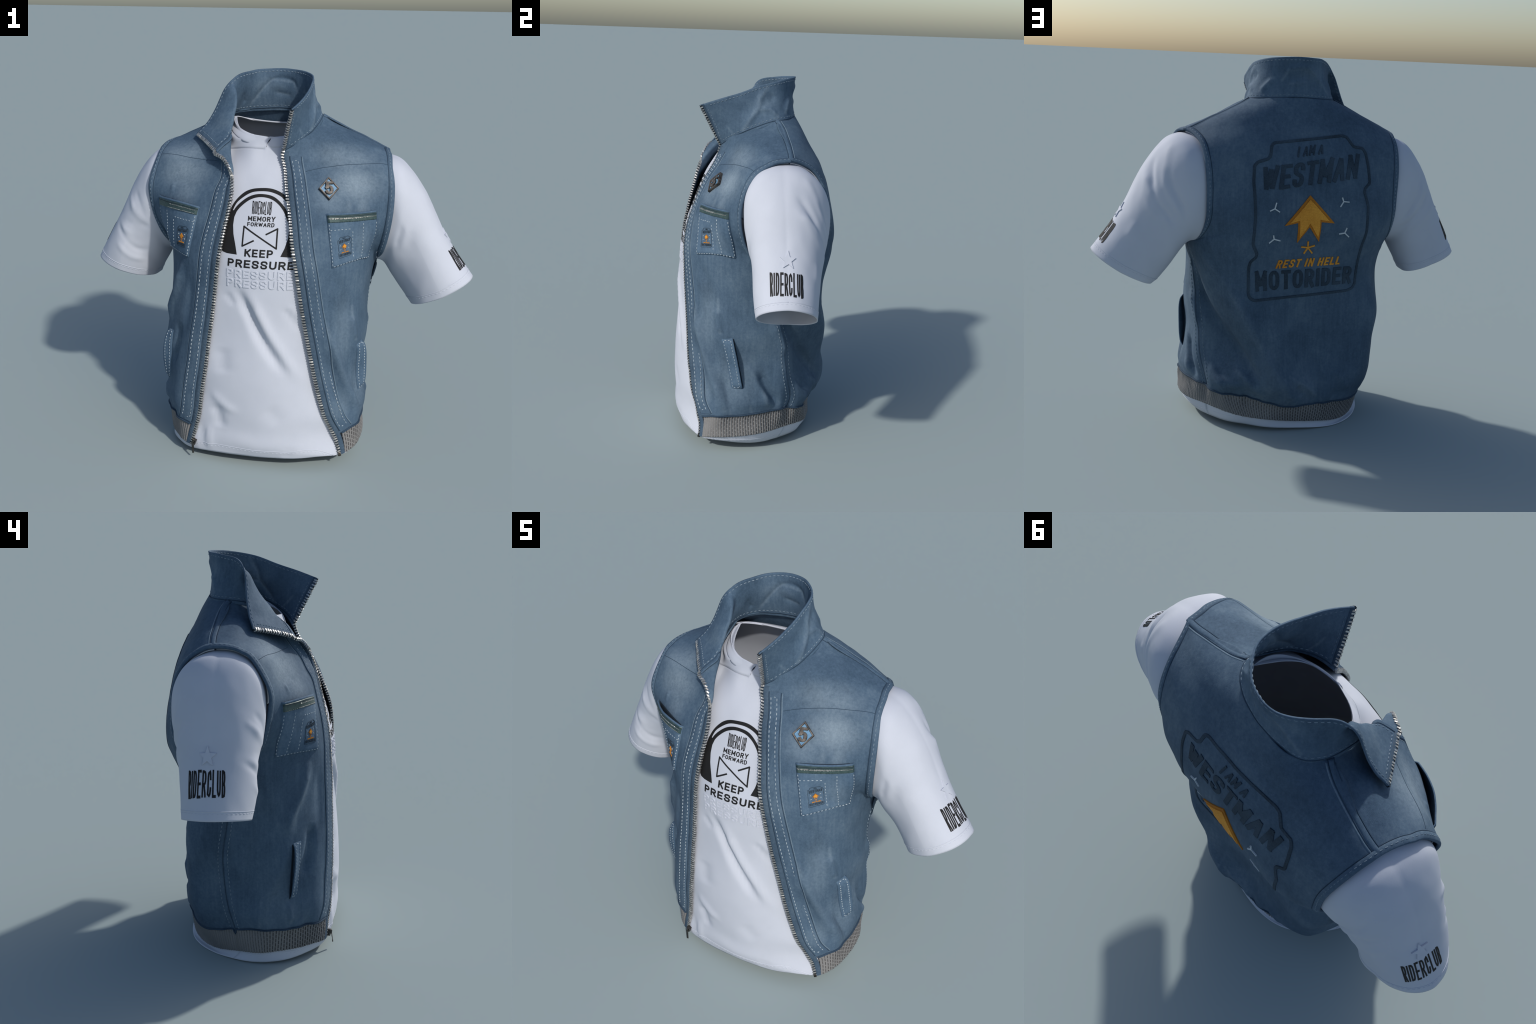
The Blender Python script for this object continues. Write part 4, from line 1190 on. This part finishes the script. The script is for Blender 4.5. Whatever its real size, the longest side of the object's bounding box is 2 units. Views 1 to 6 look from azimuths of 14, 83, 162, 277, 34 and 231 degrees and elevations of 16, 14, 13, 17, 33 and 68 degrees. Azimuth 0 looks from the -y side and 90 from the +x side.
# ------------------------------------------------------------------ seams of the body
V, F = merge([line_on(FL[-1][::3], B_ALL, .024, -.002, .0032, round_=True), line_on(FR[-1][::3], B_ALL, .024, -.002, .0032, round_=True)])
obj("shoulder_seam", V, F, M_DENIM, VEST)
def beside(c, d):
    return c + A((0, d, 0))
parts, worn = [], []
for G in (FL[-1], FR[-1]):
    parts += [line_on(beside(G[::3], -.013), B_ALL, .004, -.001, .0014), line_on(beside(G[::3], .014), B_ALL, .003, -.001, .0012)]
    worn += [line_on(beside(G[::3], .021), B_ALL, .007, -.0012, .0014, round_=True)]
YOKE_L = [(.185,-.200,1.484),(.245,-.168,1.496),(.315,-.137,1.506),(.387,-.111,1.513),(.457,-.092,1.517),(.509,-.077,1.519),(.560,-.056,1.513)]
YOKE_R = [(-.580,-.075,1.508),(-.482,-.108,1.513),(-.418,-.123,1.506),(-.330,-.141,1.497),(-.255,-.155,1.488)]
parts += [line_on(YOKE_L, B_L, .0026, -.001, .0008), line_on(YOKE_R, B_R, .0026, -.001, .0008)]
V, F = merge(parts)
obj("yoke_and_shoulder_seam_line", V, F, M_CREASE, VEST)
V, F = merge(worn)
obj("worn_shoulder_edge", V, F, M_EDGE, VEST)
SIDE = {"L": (FL[IL[1]:IL[7] - 2, -1], B_ALL), "R": (FR[IR[1]:IR[7] - 2, -1], B_ALL)}
st, cr = [], []
for s, (c, b) in SIDE.items():
    e = 1 if s == "L" else -1
    for off in (A((e * .012, -.022, 0)), A((-e * .016, .022, 0))):
        cc, q = snap(c + off, b)
        st.append(stitches(cc, q, lift=.0012))
    cc, q = snap(c, b)
    cr.append(ribbon(cc, q, .003, -.001, .0009))
V, F = merge(st)
obj("side_seam_stitching", V, F, M_THREAD2, VEST, stuff=True)
V, F = merge(cr)
obj("side_seam", V, F, M_CREASE, VEST)

# ------------------------------------------------------------------ ribbed waistband
def ribrows(P, i1, n=22):
    return A([even(P[:i1 + 1, j], n) for j in range(P.shape[1])]).transpose(1, 0, 2)
R1, R2, R3 = ribrows(FL, IL[1]), ribrows(BK, IB[1]), ribrows(FR, IR[1])
loop = np.concatenate([R1, R2[:, 1:], R3[:, ::-1][:, 1:]], axis=1)
total = length(loop[11])
per = .0140
ncol = int((total - .07) / per) * 4 + 1
cum = np.concatenate([[0], np.cumsum(np.linalg.norm(np.diff(loop[11], axis=0), axis=1))])
sat = np.linspace(.034, total - .034, ncol)
RIB = np.stack([np.stack([np.interp(sat, cum, loop[i, :, k]) for k in range(3)], -1) for i in range(22)])
rn = grid_normals(RIB)
hgt = np.tile([0., .0044, .0056, .0044], ncol)[:ncol][None, :, None] * np.ones((22, 1, 1))
knit = A([[0.0008 * math.sin(i * 2.1 + (j // 4) * 1.7) for j in range(ncol)] for i in range(22)])[..., None]
sag = (np.sin(np.linspace(0, math.pi, 22)) * .003 - .004)[:, None, None]
tilt = A([.004 * noise.noise(Vector((x * .04, 3.1, 0))) for x in range(ncol)])[None, :, None]
RIBG = RIB + rn * (hgt + knit + sag)
V, F = shell(RIBG, .008)
nf = 21 * (ncol - 1)
mi = np.zeros(len(F), int)
k = np.arange(nf)
row, colm = k // (ncol - 1), k % (ncol - 1)
mi[:nf] = (colm % 4 == 0) & ((row + (colm // 4) * 2) % 4 != 0)
obj("waist_rib", V, F, [M_RIB, M_RIBDARK], VEST, midx=mi)
# rolled hem edge of the denim over the rib
V, F = merge([ribbon(RIB[21], rn[21], .006, -.004, .0075)])
obj("waist_seam", V, F, M_CREASE, VEST)

# ------------------------------------------------------------------ chest pockets
def pocket(top, bottom, bvh, gape, zipband, lines, emb, flash):
    def lift(s, t):
        edge = min(1, min(s, 1 - s) * 22, t * 24)
        return -.002 + .0115 * edge + gape(s) * max(0, (t - .35) / .65) ** 2 + .004 * math.sin(math.pi * s) * math.sin(math.pi * t)
    V, F = patch(top, bottom, bvh, lift, 40, 40)
    body = obj("chest_pocket", V, F, M_POCKET, VEST)
    top, bottom = A(top, float), A(bottom, float)
    a, b = even(top, 30), even(bottom, 30)
    def at(s, t, extra=.0):
        i = s * 29
        j = min(int(i), 28)
        f = i - j
        p = (b[j] * (1 - f) + b[j + 1] * f) * (1 - t) + (a[j] * (1 - f) + a[j + 1] * f) * t
        p, q = nearest(bvh, p)
        return p + q * (lift(s, t) + extra), q
    def band(name, t0, t1, s0, s1, h, mat, jag=0.0, n=60):
        rd = random.Random(5)
        rows = []
        for i in range(n):
            s = s0 + (s1 - s0) * i / (n - 1)
            j0, j1 = jag * (rd.random() - .5), jag * (rd.random() - .5)
            rows.append([at(s, t, e)[0] for t, e in ((t0 + j0, 0), (t0 + j0 + .01, h), (t1 + j1 - .01, h), (t1 + j1, 0))])
        G = A(rows)
        return obj(name, G.reshape(-1, 3), quads(n, 4), mat, body, smooth=False)
    z0, z1 = zipband
    band("pocket_zip_band", z0, z1, .02, .985, .0025, M_ZIPGREEN)
    for t0, t1, s0, s1, jag in flash:
        band("pocket_zip_teeth", t0, t1, s0, s1, .0045, M_TOOTH, jag)
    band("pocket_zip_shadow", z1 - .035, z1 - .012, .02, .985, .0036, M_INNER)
    band("pocket_top_edge", z1, .998, .0, 1.0, .0022, M_EDGE if False else M_POCKET)
    st = []
    for ln in lines:
        pts, qs = zip(*[at(s, t) for s, t in even(A(ln, float), 40)])
        st.append(stitches(A(pts), A(qs), lift=.0002, period=.0165, dash=.0095, width=.0034))
    pts, qs = zip(*[at(s, z0 + .012, .002) for s in np.linspace(.03, .97, 40)])
    V, F = merge(st)
    obj("pocket_stitching", V, F, M_THREAD, body, stuff=True)
    V, F = stitches(A(pts), A(qs), lift=.001, period=.012, dash=.007, width=.0025)
    obj("pocket_zip_stitching", V, F, M_ZIPGREEN, body, stuff=True)
    # near-black sheet behind the pocket mouth
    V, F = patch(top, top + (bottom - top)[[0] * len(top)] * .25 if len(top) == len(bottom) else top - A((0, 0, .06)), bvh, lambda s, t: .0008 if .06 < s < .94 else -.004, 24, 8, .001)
    obj("pocket_mouth_dark_sheet", V, F, M_INNER, body)
    (s0, s1, t0, t1) = emb
    def m(u, v):
        return at(s0 + (s1 - s0) * u, t0 + (t1 - t0) * v)
    return body, m

LT, LB_ = [(.300,-.287,1.303),(.375,-.255,1.304),(.450,-.215,1.306),(.527,-.163,1.310)], [(.341,-.312,1.043),(.414,-.250,1.060),(.463,-.190,1.066),(.499,-.122,1.057)]
RT, RB_ = [(-.565,-.165,1.315),(-.480,-.215,1.311),(-.400,-.252,1.304),(-.315,-.289,1.296)], [(-.517,-.128,1.043),(-.485,-.185,1.052),(-.440,-.240,1.050),(-.361,-.318,1.042)]
pL, mapL = pocket(LT, LB_, B_L, lambda s: .004 * math.sin(math.pi * s), (.835, .965),
    [[(.035, .82), (.03, .5), (.03, .035)], [(.03, .70), (.46, .70)], [(.49, .66), (.49, .10)], [(.70, .80), (.70, .06)], [(.965, .80), (.965, .05)], [(.03, .035), (.30, .03), (.62, .035), (.97, .045)]],
    (.155, .46, .155, .565), [(.890, .920, .03, .60, .018), (.90, .912, .6, .95, .012)])
pR, mapR = pocket(RT, RB_, B_R, lambda s: .022 * math.sin(math.pi * min(1, max(0, (1.0 - s)))) ** 1.3, (.835, .965),
    [[(.035, .80), (.03, .5), (.03, .05)], [(.97, .70), (.52, .70)], [(.50, .66), (.46, .08)], [(.30, .80), (.22, .07)], [(.965, .82), (.965, .05)], [(.03, .045), (.30, .035), (.62, .03), (.97, .035)]],
    (.60, .895, .155, .575), [(.850, .860, .35, .95, .008), (.905, .922, .40, .95, .010)])

# ------------------------------------------------------------------ the stitched emblem: big on the back, small on the pockets
EX0, EX1, EZ0, EZ1 = .252, -.372, .726, 1.556
FRAME = [(.248,.760),(.238,.739),(.215,.727),(-.300,.748),(-.332,.760),(-.345,.785),(-.343,.944),(-.346,1.012),(-.358,1.080),(-.360,1.210),(-.339,1.280),(-.342,1.297),(-.371,1.325),(-.364,1.408),(-.354,1.469),(-.338,1.496),(-.287,1.503),(-.268,1.530),(-.252,1.551),(-.226,1.556),(.131,1.519),(.148,1.507),(.156,1.461),(.170,1.442),(.222,1.427),(.240,1.408),(.246,1.336),(.240,1.247),(.237,1.156),(.242,1.061),(.241,1.022),(.216,.970),(.219,.955),(.246,.930),(.252,.900)]
ARROW = [(-.042,1.268),(-.175,1.128),(-.104,1.135),(-.106,1.029),(-.043,1.111),(.011,1.027),(.018,1.132),(.087,1.118)]
SPARKS = [((.141,1.203),((.132,1.233),(.115,1.187),(.166,1.192))), ((-.220,1.236),((-.213,1.256),(-.251,1.233),(-.203,1.210))), ((-.236,1.076),((-.245,1.103),(-.262,1.054),(-.207,1.071))), ((.136,1.050),((.141,1.070),(.102,1.040),(.160,1.029)))]
ASTER = ((-.050,.999), ((-.048,1.033),(-.086,1.009),(-.077,.968),(-.031,.967),(-.014,1.004)))
def emblem(parent, mapper, k, names=("emblem",)):
    """mapper(u, v) gives place and normal for u to the viewer's right and v up, both 0..1; k = size"""
    uv = lambda x, z: ((x - EX0) / (EX1 - EX0), (z - EZ0) / (EZ1 - EZ0))
    def path(pts, w, lo, hi, n):
        c = even(A(pts, float), n)
        P, Q = zip(*[mapper(*uv(*p)) for p in c])
        return ribbon(A(P), A(Q), w, lo, hi)
    def quad(tl, bl, tr, br):
        def f(a, b):
            x = [(bl[i] * (1 - a) + br[i] * a) * (1 - b) + (tl[i] * (1 - a) + tr[i] * a) * b for i in (0, 1)]
            return mapper(*uv(*x))
        return f
    h = .0035 * max(k, .45)
    parts = []
    fr = FRAME + FRAME[:1]
    dense = even(A(fr), 260)
    parts.append(path(dense, .0155 * k * (1 if k > .5 else .7), -.001, h, 420))
    big = dict(lo=-.001, hi=h)
    parts.append(lettering("WESTMAN", quad((.203,1.400),(.203,1.285),(-.312,1.469),(-.303,1.352)), .0215 * k, .018 * k, shear=.03, gap=.22, **big))
    parts.append(lettering("I AM A", quad((.014,1.501),(.020,1.452),(-.123,1.516),(-.117,1.470)), .0085 * k, .0075 * k, shear=.05, gap=.3, **big))
    parts.append(lettering("MOTORIDER", quad((.219,.879),(.210,.773),(-.316,.885),(-.321,.790)), .0185 * k, .017 * k, gap=.30, **big))
    V, F = merge(parts)
    root = obj("emblem_dark_embroidery", V, F, M_EMB, parent, smooth=False)
    cx, cz = -.043, 1.125
    arrow_map = lambda x, z: mapper(*uv(x, z))
    V, F = raised(poly_bm(ARROW), arrow_map, -.001, h * 1.5, .04 * k)
    obj("emblem_arrow_border", V, F, M_GOLD2, root, smooth=False)
    inner = [(-.042,1.247),(-.146,1.140),(-.096,1.147),(-.097,1.055),(-.043,1.130),(.003,1.053),(.010,1.145),(.060,1.131)]
    V, F = raised(poly_bm(inner), arrow_map, -.001, h * 2.6, .012 * k)
    rd = random.Random(11)
    obj("emblem_arrow", V, F, M_GOLD, root, smooth=False)
    parts = [path([ASTER[0], t], .0085 * k, -.001, h * 1.5, 5) for t in ASTER[1]]
    parts.append(lettering("REST IN HELL", quad((.104,.936),(.109,.893),(-.237,.946),(-.240,.902)), .0088 * k, .008 * k, lo=-.001, hi=h * 1.4, gap=.42, shear=.03))
    V, F = merge(parts)
    obj("emblem_orange_lettering", V, F, M_GOLD, root, smooth=False)
    V, F = merge([path([c, t], .0062 * k, -.001, h * 1.5, 4) for c, ts in SPARKS for t in ts])
    obj("emblem_sparks", V, F, M_SILVER, root, smooth=False)
    return root
def back_map(u, v):
    return cast(B_B, (EX0 + (EX1 - EX0) * u, 1.0, EZ0 + (EZ1 - EZ0) * v), (0, -1, 0))
emblem(VEST, back_map, 1.0)
emblem(pL, mapL, .14)
emblem(pR, mapR, .14)

# ------------------------------------------------------------------ welt pockets at the sides
def welt(tl, bl, tr, br, open_, side):
    """tl/bl = front edge, tr/br = rear edge, which stands off the body"""
    n = 40
    def lift(s, t):
        edge = min(1, s * 7, t * 12, (1 - t) * 12)
        return -.002 + .010 * edge + open_ * (s ** 1.5) * math.sin(math.pi * min(1, max(0, t))) ** .7
    bot = [A(bl) + (A(br) - A(bl)) * f for f in (0, .5, 1)]
    top = [A(tl) + (A(tr) - A(tl)) * f for f in (0, .5, 1)]
    V, F = patch(top, bot, B_ALL, lift, 12, n, .005)
    o = obj("welt_pocket", V, F, M_POCKET, VEST)
    def at(s, t):
        p = (A(bl) * (1 - s) + A(br) * s) * (1 - t) + (A(tl) * (1 - s) + A(tr) * s) * t
        p, q = nearest(B_ALL, p)
        return p + q * lift(s, t), q
    st = []
    for ln in ([(.22, .965), (.22, .035)], [(.22, .965), (.80, .965)], [(.80, .965), (.80, .035)], [(.22, .035), (.80, .035)]):
        P, Q = zip(*[at(*x) for x in even(A(ln, float), 30)])
        st.append(stitches(A(P), A(Q), lift=.0005, period=.0165, dash=.0095, width=.0034))
    V, F = merge(st)
    obj("welt_stitching", V, F, M_THREAD, o, stuff=True)
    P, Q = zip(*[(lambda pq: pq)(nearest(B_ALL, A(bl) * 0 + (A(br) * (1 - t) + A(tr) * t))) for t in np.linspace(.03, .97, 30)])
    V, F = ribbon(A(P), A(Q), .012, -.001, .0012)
    obj("welt_dark_ribbon", V, F, M_INNER, o)
welt((.458,-.186,.633), (.472,-.132,.357), (.478,-.130,.641), (.497,-.074,.362), .030, "L")
welt((-.470,-.248,.635), (-.507,-.234,.360), (-.502,-.210,.628), (-.531,-.204,.343), .026, "R")

# ------------------------------------------------------------------ badge on the wearer's left chest
bt, br_, bb, bl_ = (A(p) for p in ((.292,-.186,1.458), (.347,-.203,1.409), (.310,-.250,1.360), (.255,-.238,1.409)))
bc = (bt + br_ + bb + bl_) / 4
bu, bv = (br_ - bl_) / 2, (bt - bb) / 2
bn = np.cross(bu, bv); bn /= np.linalg.norm(bn)
if bn[1] > 0:
    bn = -bn
def flat(x, y, h):
    return bc + bu * x + bv * y + bn * h
def loft2(rings):
    V = [flat(x, y, h) for r in rings for x, y, h in r]
    n = len(rings[0])
    return A(V), [(i * n + j, i * n + (j + 1) % n, (i + 1) * n + (j + 1) % n, (i + 1) * n + j) for i in range(len(rings) - 1) for j in range(n)]
dia = lambda r, h: [(0, r, h), (-r, 0, h), (0, -r, h), (r, 0, h)]
V, F = loft2([dia(1.0, -.012), dia(1.0, .010), dia(.96, .014), dia(.84, .014), dia(.80, .010), dia(.80, -.01)])
badge = obj("badge", V, F, M_PEWTER, VEST, smooth=False)
V, F = loft2([dia(.82, -.01), dia(.82, .0085), dia(.01, .0085)])
obj("badge_field", V, F, M_ENAMEL, badge, smooth=False)
def bmap(a, b):
    return flat((a - .5) * .78 + .02, (b - .5) * 1.08, .0085), bn
V, F = lettering("5", bmap, .0155, .0125, lo=-.002, hi=.010)
obj("badge_numeral", V, F, M_PEWTER, badge, smooth=False)

# ------------------------------------------------------------------ t-shirt: neck band, hems, prints
NECK = [(-.018,-.128,1.626),(.054,-.112,1.632),(.108,-.085,1.645),(.156,-.045,1.664),(.186,.010,1.686),(.190,.070,1.696),(.178,.126,1.688),(.122,.174,1.672),(-.020,.201,1.660),(-.162,.174,1.672),(-.218,.126,1.688),(-.232,.070,1.696),(-.226,.010,1.686),(-.194,-.048,1.663),(-.146,-.085,1.645),(-.092,-.112,1.632)]
nk = A([through(NECK[-2:] + NECK + NECK[:3], [8] * (len(NECK) + 4))[16:-16][:-8 or None]])[0]
nk = nk[:len(NECK) * 8]
cen = A((-.02, .035, 0))
B_NECK = joined([low, SFL[nlow - 1:], flip(SFR)[:0] if False else flip(SFR[nlow - 1:]), SBK])
rings = []
for f in np.linspace(0, 1, 7):
    rr = []
    for p in nk:
        v = p[:2] - cen[:2]
        v /= np.linalg.norm(v)
        frontness = max(0, -v[1])
        out, dn = .014 + .017 * frontness, .026 + .020 * frontness
        bulge = (.0035 * math.sin(math.pi * f) + .0035 - .002 * f) * (.35 + .65 * frontness)
        q = A((p[0] + v[0] * out * f, p[1] + v[1] * out * f, p[2] - dn * f))
        if f > 0:
            a, b = nearest(B_NECK, q)
            b = b if np.dot(b[:2], v) > 0 else -b
            q = a + b * (.0012 + .0028 * math.sin(math.pi * f))
        else:
            q = q + A((v[0] * .001, v[1] * .001, .003))
        rr.append(tuple(q))
    rr = A(rr)
    if f > 0:
        w = np.ones(11) / 11
        rr = np.stack([np.convolve(np.r_[rr[-5:, c], rr[:, c], rr[:5, c]], w, "valid") for c in range(3)], -1)
        rr[:, :2] += (rr[:, :2] - cen[:2]) / np.linalg.norm(rr[:, :2] - cen[:2], axis=1, keepdims=True) * .0015
    rings.append(rr)
G = A(rings)[::-1]
V, F = shell(G, .0035, True)
n = grid_normals(G, True)
if ((G - G.mean(axis=(0, 1)))[..., :2] * n[..., :2]).sum() < 0:
    V, F = shell(G[:, ::-1], .0035, True)
obj("neck_band", V, F, M_WHITE, SHIRT)
lowT = rows_of(low)
lowN = rows_of(grid_normals(low))
parts = []
p, q = at_dist(lowT, lowN, .050)
parts.append(ribbon(p, q, .004, -.001, .0014, True))
p, q = at_dist(lowT, lowN, .040)
parts.append(stitches(p, q, period=.02, dash=.012, width=.003, height=.0012))
sT = rows_of(SBK)
p, q = at_dist(sT, rows_of(grid_normals(SBK)), .050)
parts.append(ribbon(p, q, .004, -.001, .0014, True))
for s in "LR":
    g = SLV[s]
    gn = grid_normals(g, True)
    t_, tn = rows_of(g)[:, ::-1], rows_of(gn)[:, ::-1]
    t_, tn = np.concatenate([t_, t_[:1]]), np.concatenate([tn, tn[:1]])
    p, q = at_dist(t_, tn, .040)
    parts.append(ribbon(p, q, .004, -.001, .0016, True))
    p, q = at_dist(t_, tn, .031)
    parts.append(stitches(p, q, period=.02, dash=.012, width=.003, height=.0012))
V, F = merge(parts)
obj("hem_stitching", V, F, M_WHITE, SHIRT, stuff=True)

FRONT = (0, 1, 0)
front_map = lambda x, z: cast(B_SHIRT, (x, -1.0, z), FRONT)
PR = dict(lo=-.0005, hi=.0009)
def arch(outer, inner, n=70):
    a, b = curve([(x, z, 0) for x, z in outer], n), curve([(x, z, 0) for x, z in inner], n)
    bm = bmesh.new()
    va = [bm.verts.new((p[0], p[1], 0)) for p in a]
    vb = [bm.verts.new((p[0], p[1], 0)) for p in b]
    for i in range(n - 1):
        bm.faces.new((va[i], va[i + 1], vb[i + 1], vb[i]))
    return raised(bm, front_map, longest=.03, **PR)
OUT0 = [(-.163,1.288),(-.148,1.322),(-.125,1.353),(-.096,1.379),(-.060,1.395),(-.023,1.401),(.019,1.402),(.055,1.395),(.093,1.378),(.125,1.350),(.150,1.310),(.168,1.265)]
OUT1 = [(-.150,1.284),(-.132,1.326),(-.109,1.349),(-.083,1.368),(-.056,1.381),(-.022,1.387),(.019,1.387),(.051,1.380),(.083,1.366),(.112,1.339),(.135,1.301),(.150,1.262)]
IN0 = [(-.150,1.275),(-.136,1.303),(-.107,1.335),(-.070,1.361),(-.028,1.374),(.010,1.374),(.047,1.365),(.086,1.338),(.116,1.304),(.138,1.262)]
IN1 = [(-.140,1.262),(-.124,1.293),(-.097,1.323),(-.066,1.346),(-.025,1.360),(.010,1.360),(.042,1.351),(.079,1.326),(.106,1.292),(.124,1.255)]
CUP_L = [(-.163,1.292),(-.178,1.240),(-.188,1.170),(-.192,1.110),(-.182,1.098),(-.160,1.093),(-.108,1.092),(-.120,1.140),(-.133,1.185),(-.139,1.225),(-.137,1.262),(-.126,1.292)]
CUP_R = [(.103,1.095),(.120,1.134),(.133,1.180),(.134,1.225),(.124,1.262),(.150,1.272),(.168,1.262),(.186,1.180),(.192,1.110),(.186,1.092)]
chest = [arch(OUT0, OUT1), arch(IN0, IN1), raised(poly_bm(CUP_L), front_map, longest=.03, **PR), raised(poly_bm(CUP_R), front_map, longest=.03, **PR)]
V, F = merge(chest)
obj("headphone_print", V, F, M_BLACK, SHIRT, smooth=False)
def fq(tl, bl, tr, br):
    def f(a, b):
        return front_map(*[(bl[i] * (1 - a) + br[i] * a) * (1 - b) + (tl[i] * (1 - a) + tr[i] * a) * b for i in (0, 1)])
    return f
parts = [lettering("RIDERCLUB", fq((-.052,1.341),(-.050,1.284),(.044,1.342),(.042,1.282)), .0034, .0056, gap=.30, wave=.05),
         lettering("MEMORY", fq((-.067,1.272),(-.067,1.251),(.065,1.275),(.064,1.252)), .0050, .0044),
         lettering("FORWARD", fq((-.068,1.245),(-.068,1.227),(.064,1.247),(.063,1.228)), .0042, .0038),
         lettering("KEEP", fq((-.070,1.122),(-.070,1.087),(.068,1.124),(.068,1.087)), .0086, .0075),
         lettering("PRESSURE", fq((-.152,1.071),(-.153,1.034),(.172,1.073),(.170,1.035)), .0090, .0078)]
def bar(p, q, w=.0085):
    p, q = A(p), A(q)
    t = (q - p) / np.linalg.norm(q - p)
    c = even(A([p - t * w * .3, q + t * w * .3]), 18)
    P, Q = zip(*[front_map(x, z) for x, z in c])
    return ribbon(A(P), A(Q), w, -.0005, .0009)
for p, q in (((-.083,1.224),(.081,1.131)), ((-.083,1.224),(-.084,1.134)), ((-.084,1.134),(-.031,1.162)), ((.081,1.131),(.080,1.222)), ((.080,1.222),(.028,1.194))):
    parts.append(bar(p, q))
V, F = merge(parts)
obj("chest_lettering", V, F, M_BLACK, SHIRT, smooth=False)
parts = [lettering("PRESSURE", fq((-.156,1.023),(-.156,.984),(.170,1.026),(.168,.986)), .0085, .0075, lo=-.001, hi=.0036),
         lettering("PRESSURE", fq((-.152,.977),(-.153,.937),(.172,.980),(.170,.938)), .0085, .0075, lo=-.001, hi=.0036)]
V, F = merge(parts)
obj("embossed_lettering", V, F, M_WHITE, SHIRT, smooth=False)
for b, q, star in ((B_SL, ((.875,-.004,1.095),(.936,-.006,1.001),(.889,.157,1.090),(.952,.150,.991)), (.861,.083,1.150)),
                   (B_SR, ((-.875,.202,1.094),(-.924,.200,.987),(-.897,.036,1.106),(-.946,.034,1.002)), (-.876,.116,1.158))):
    V, F = lettering("RIDERCLUB", quad_map(*q, b), .0064, .0122, gap=.30, wave=.03, hi=.0013)
    obj("sleeve_lettering", V, F, M_BLACK, SHIRT, smooth=False)
    tl, bl, tr, br = map(A, q)
    U, W = (tr - tl) / np.linalg.norm(tr - tl), (tl - bl) / np.linalg.norm(tl - bl)
    pts = [(math.sin(k * math.pi / 5) * (.040 if k % 2 == 0 else .0165), math.cos(k * math.pi / 5) * (.046 if k % 2 == 0 else .019)) for k in range(10)]
    smap = lambda x, y: nearest(b, A(star) + U * x + W * y)
    V, F = raised(poly_bm(pts), smap, -.001, .0055, .02)
    obj("embossed_star", V, F, M_WHITE, SHIRT, smooth=False)
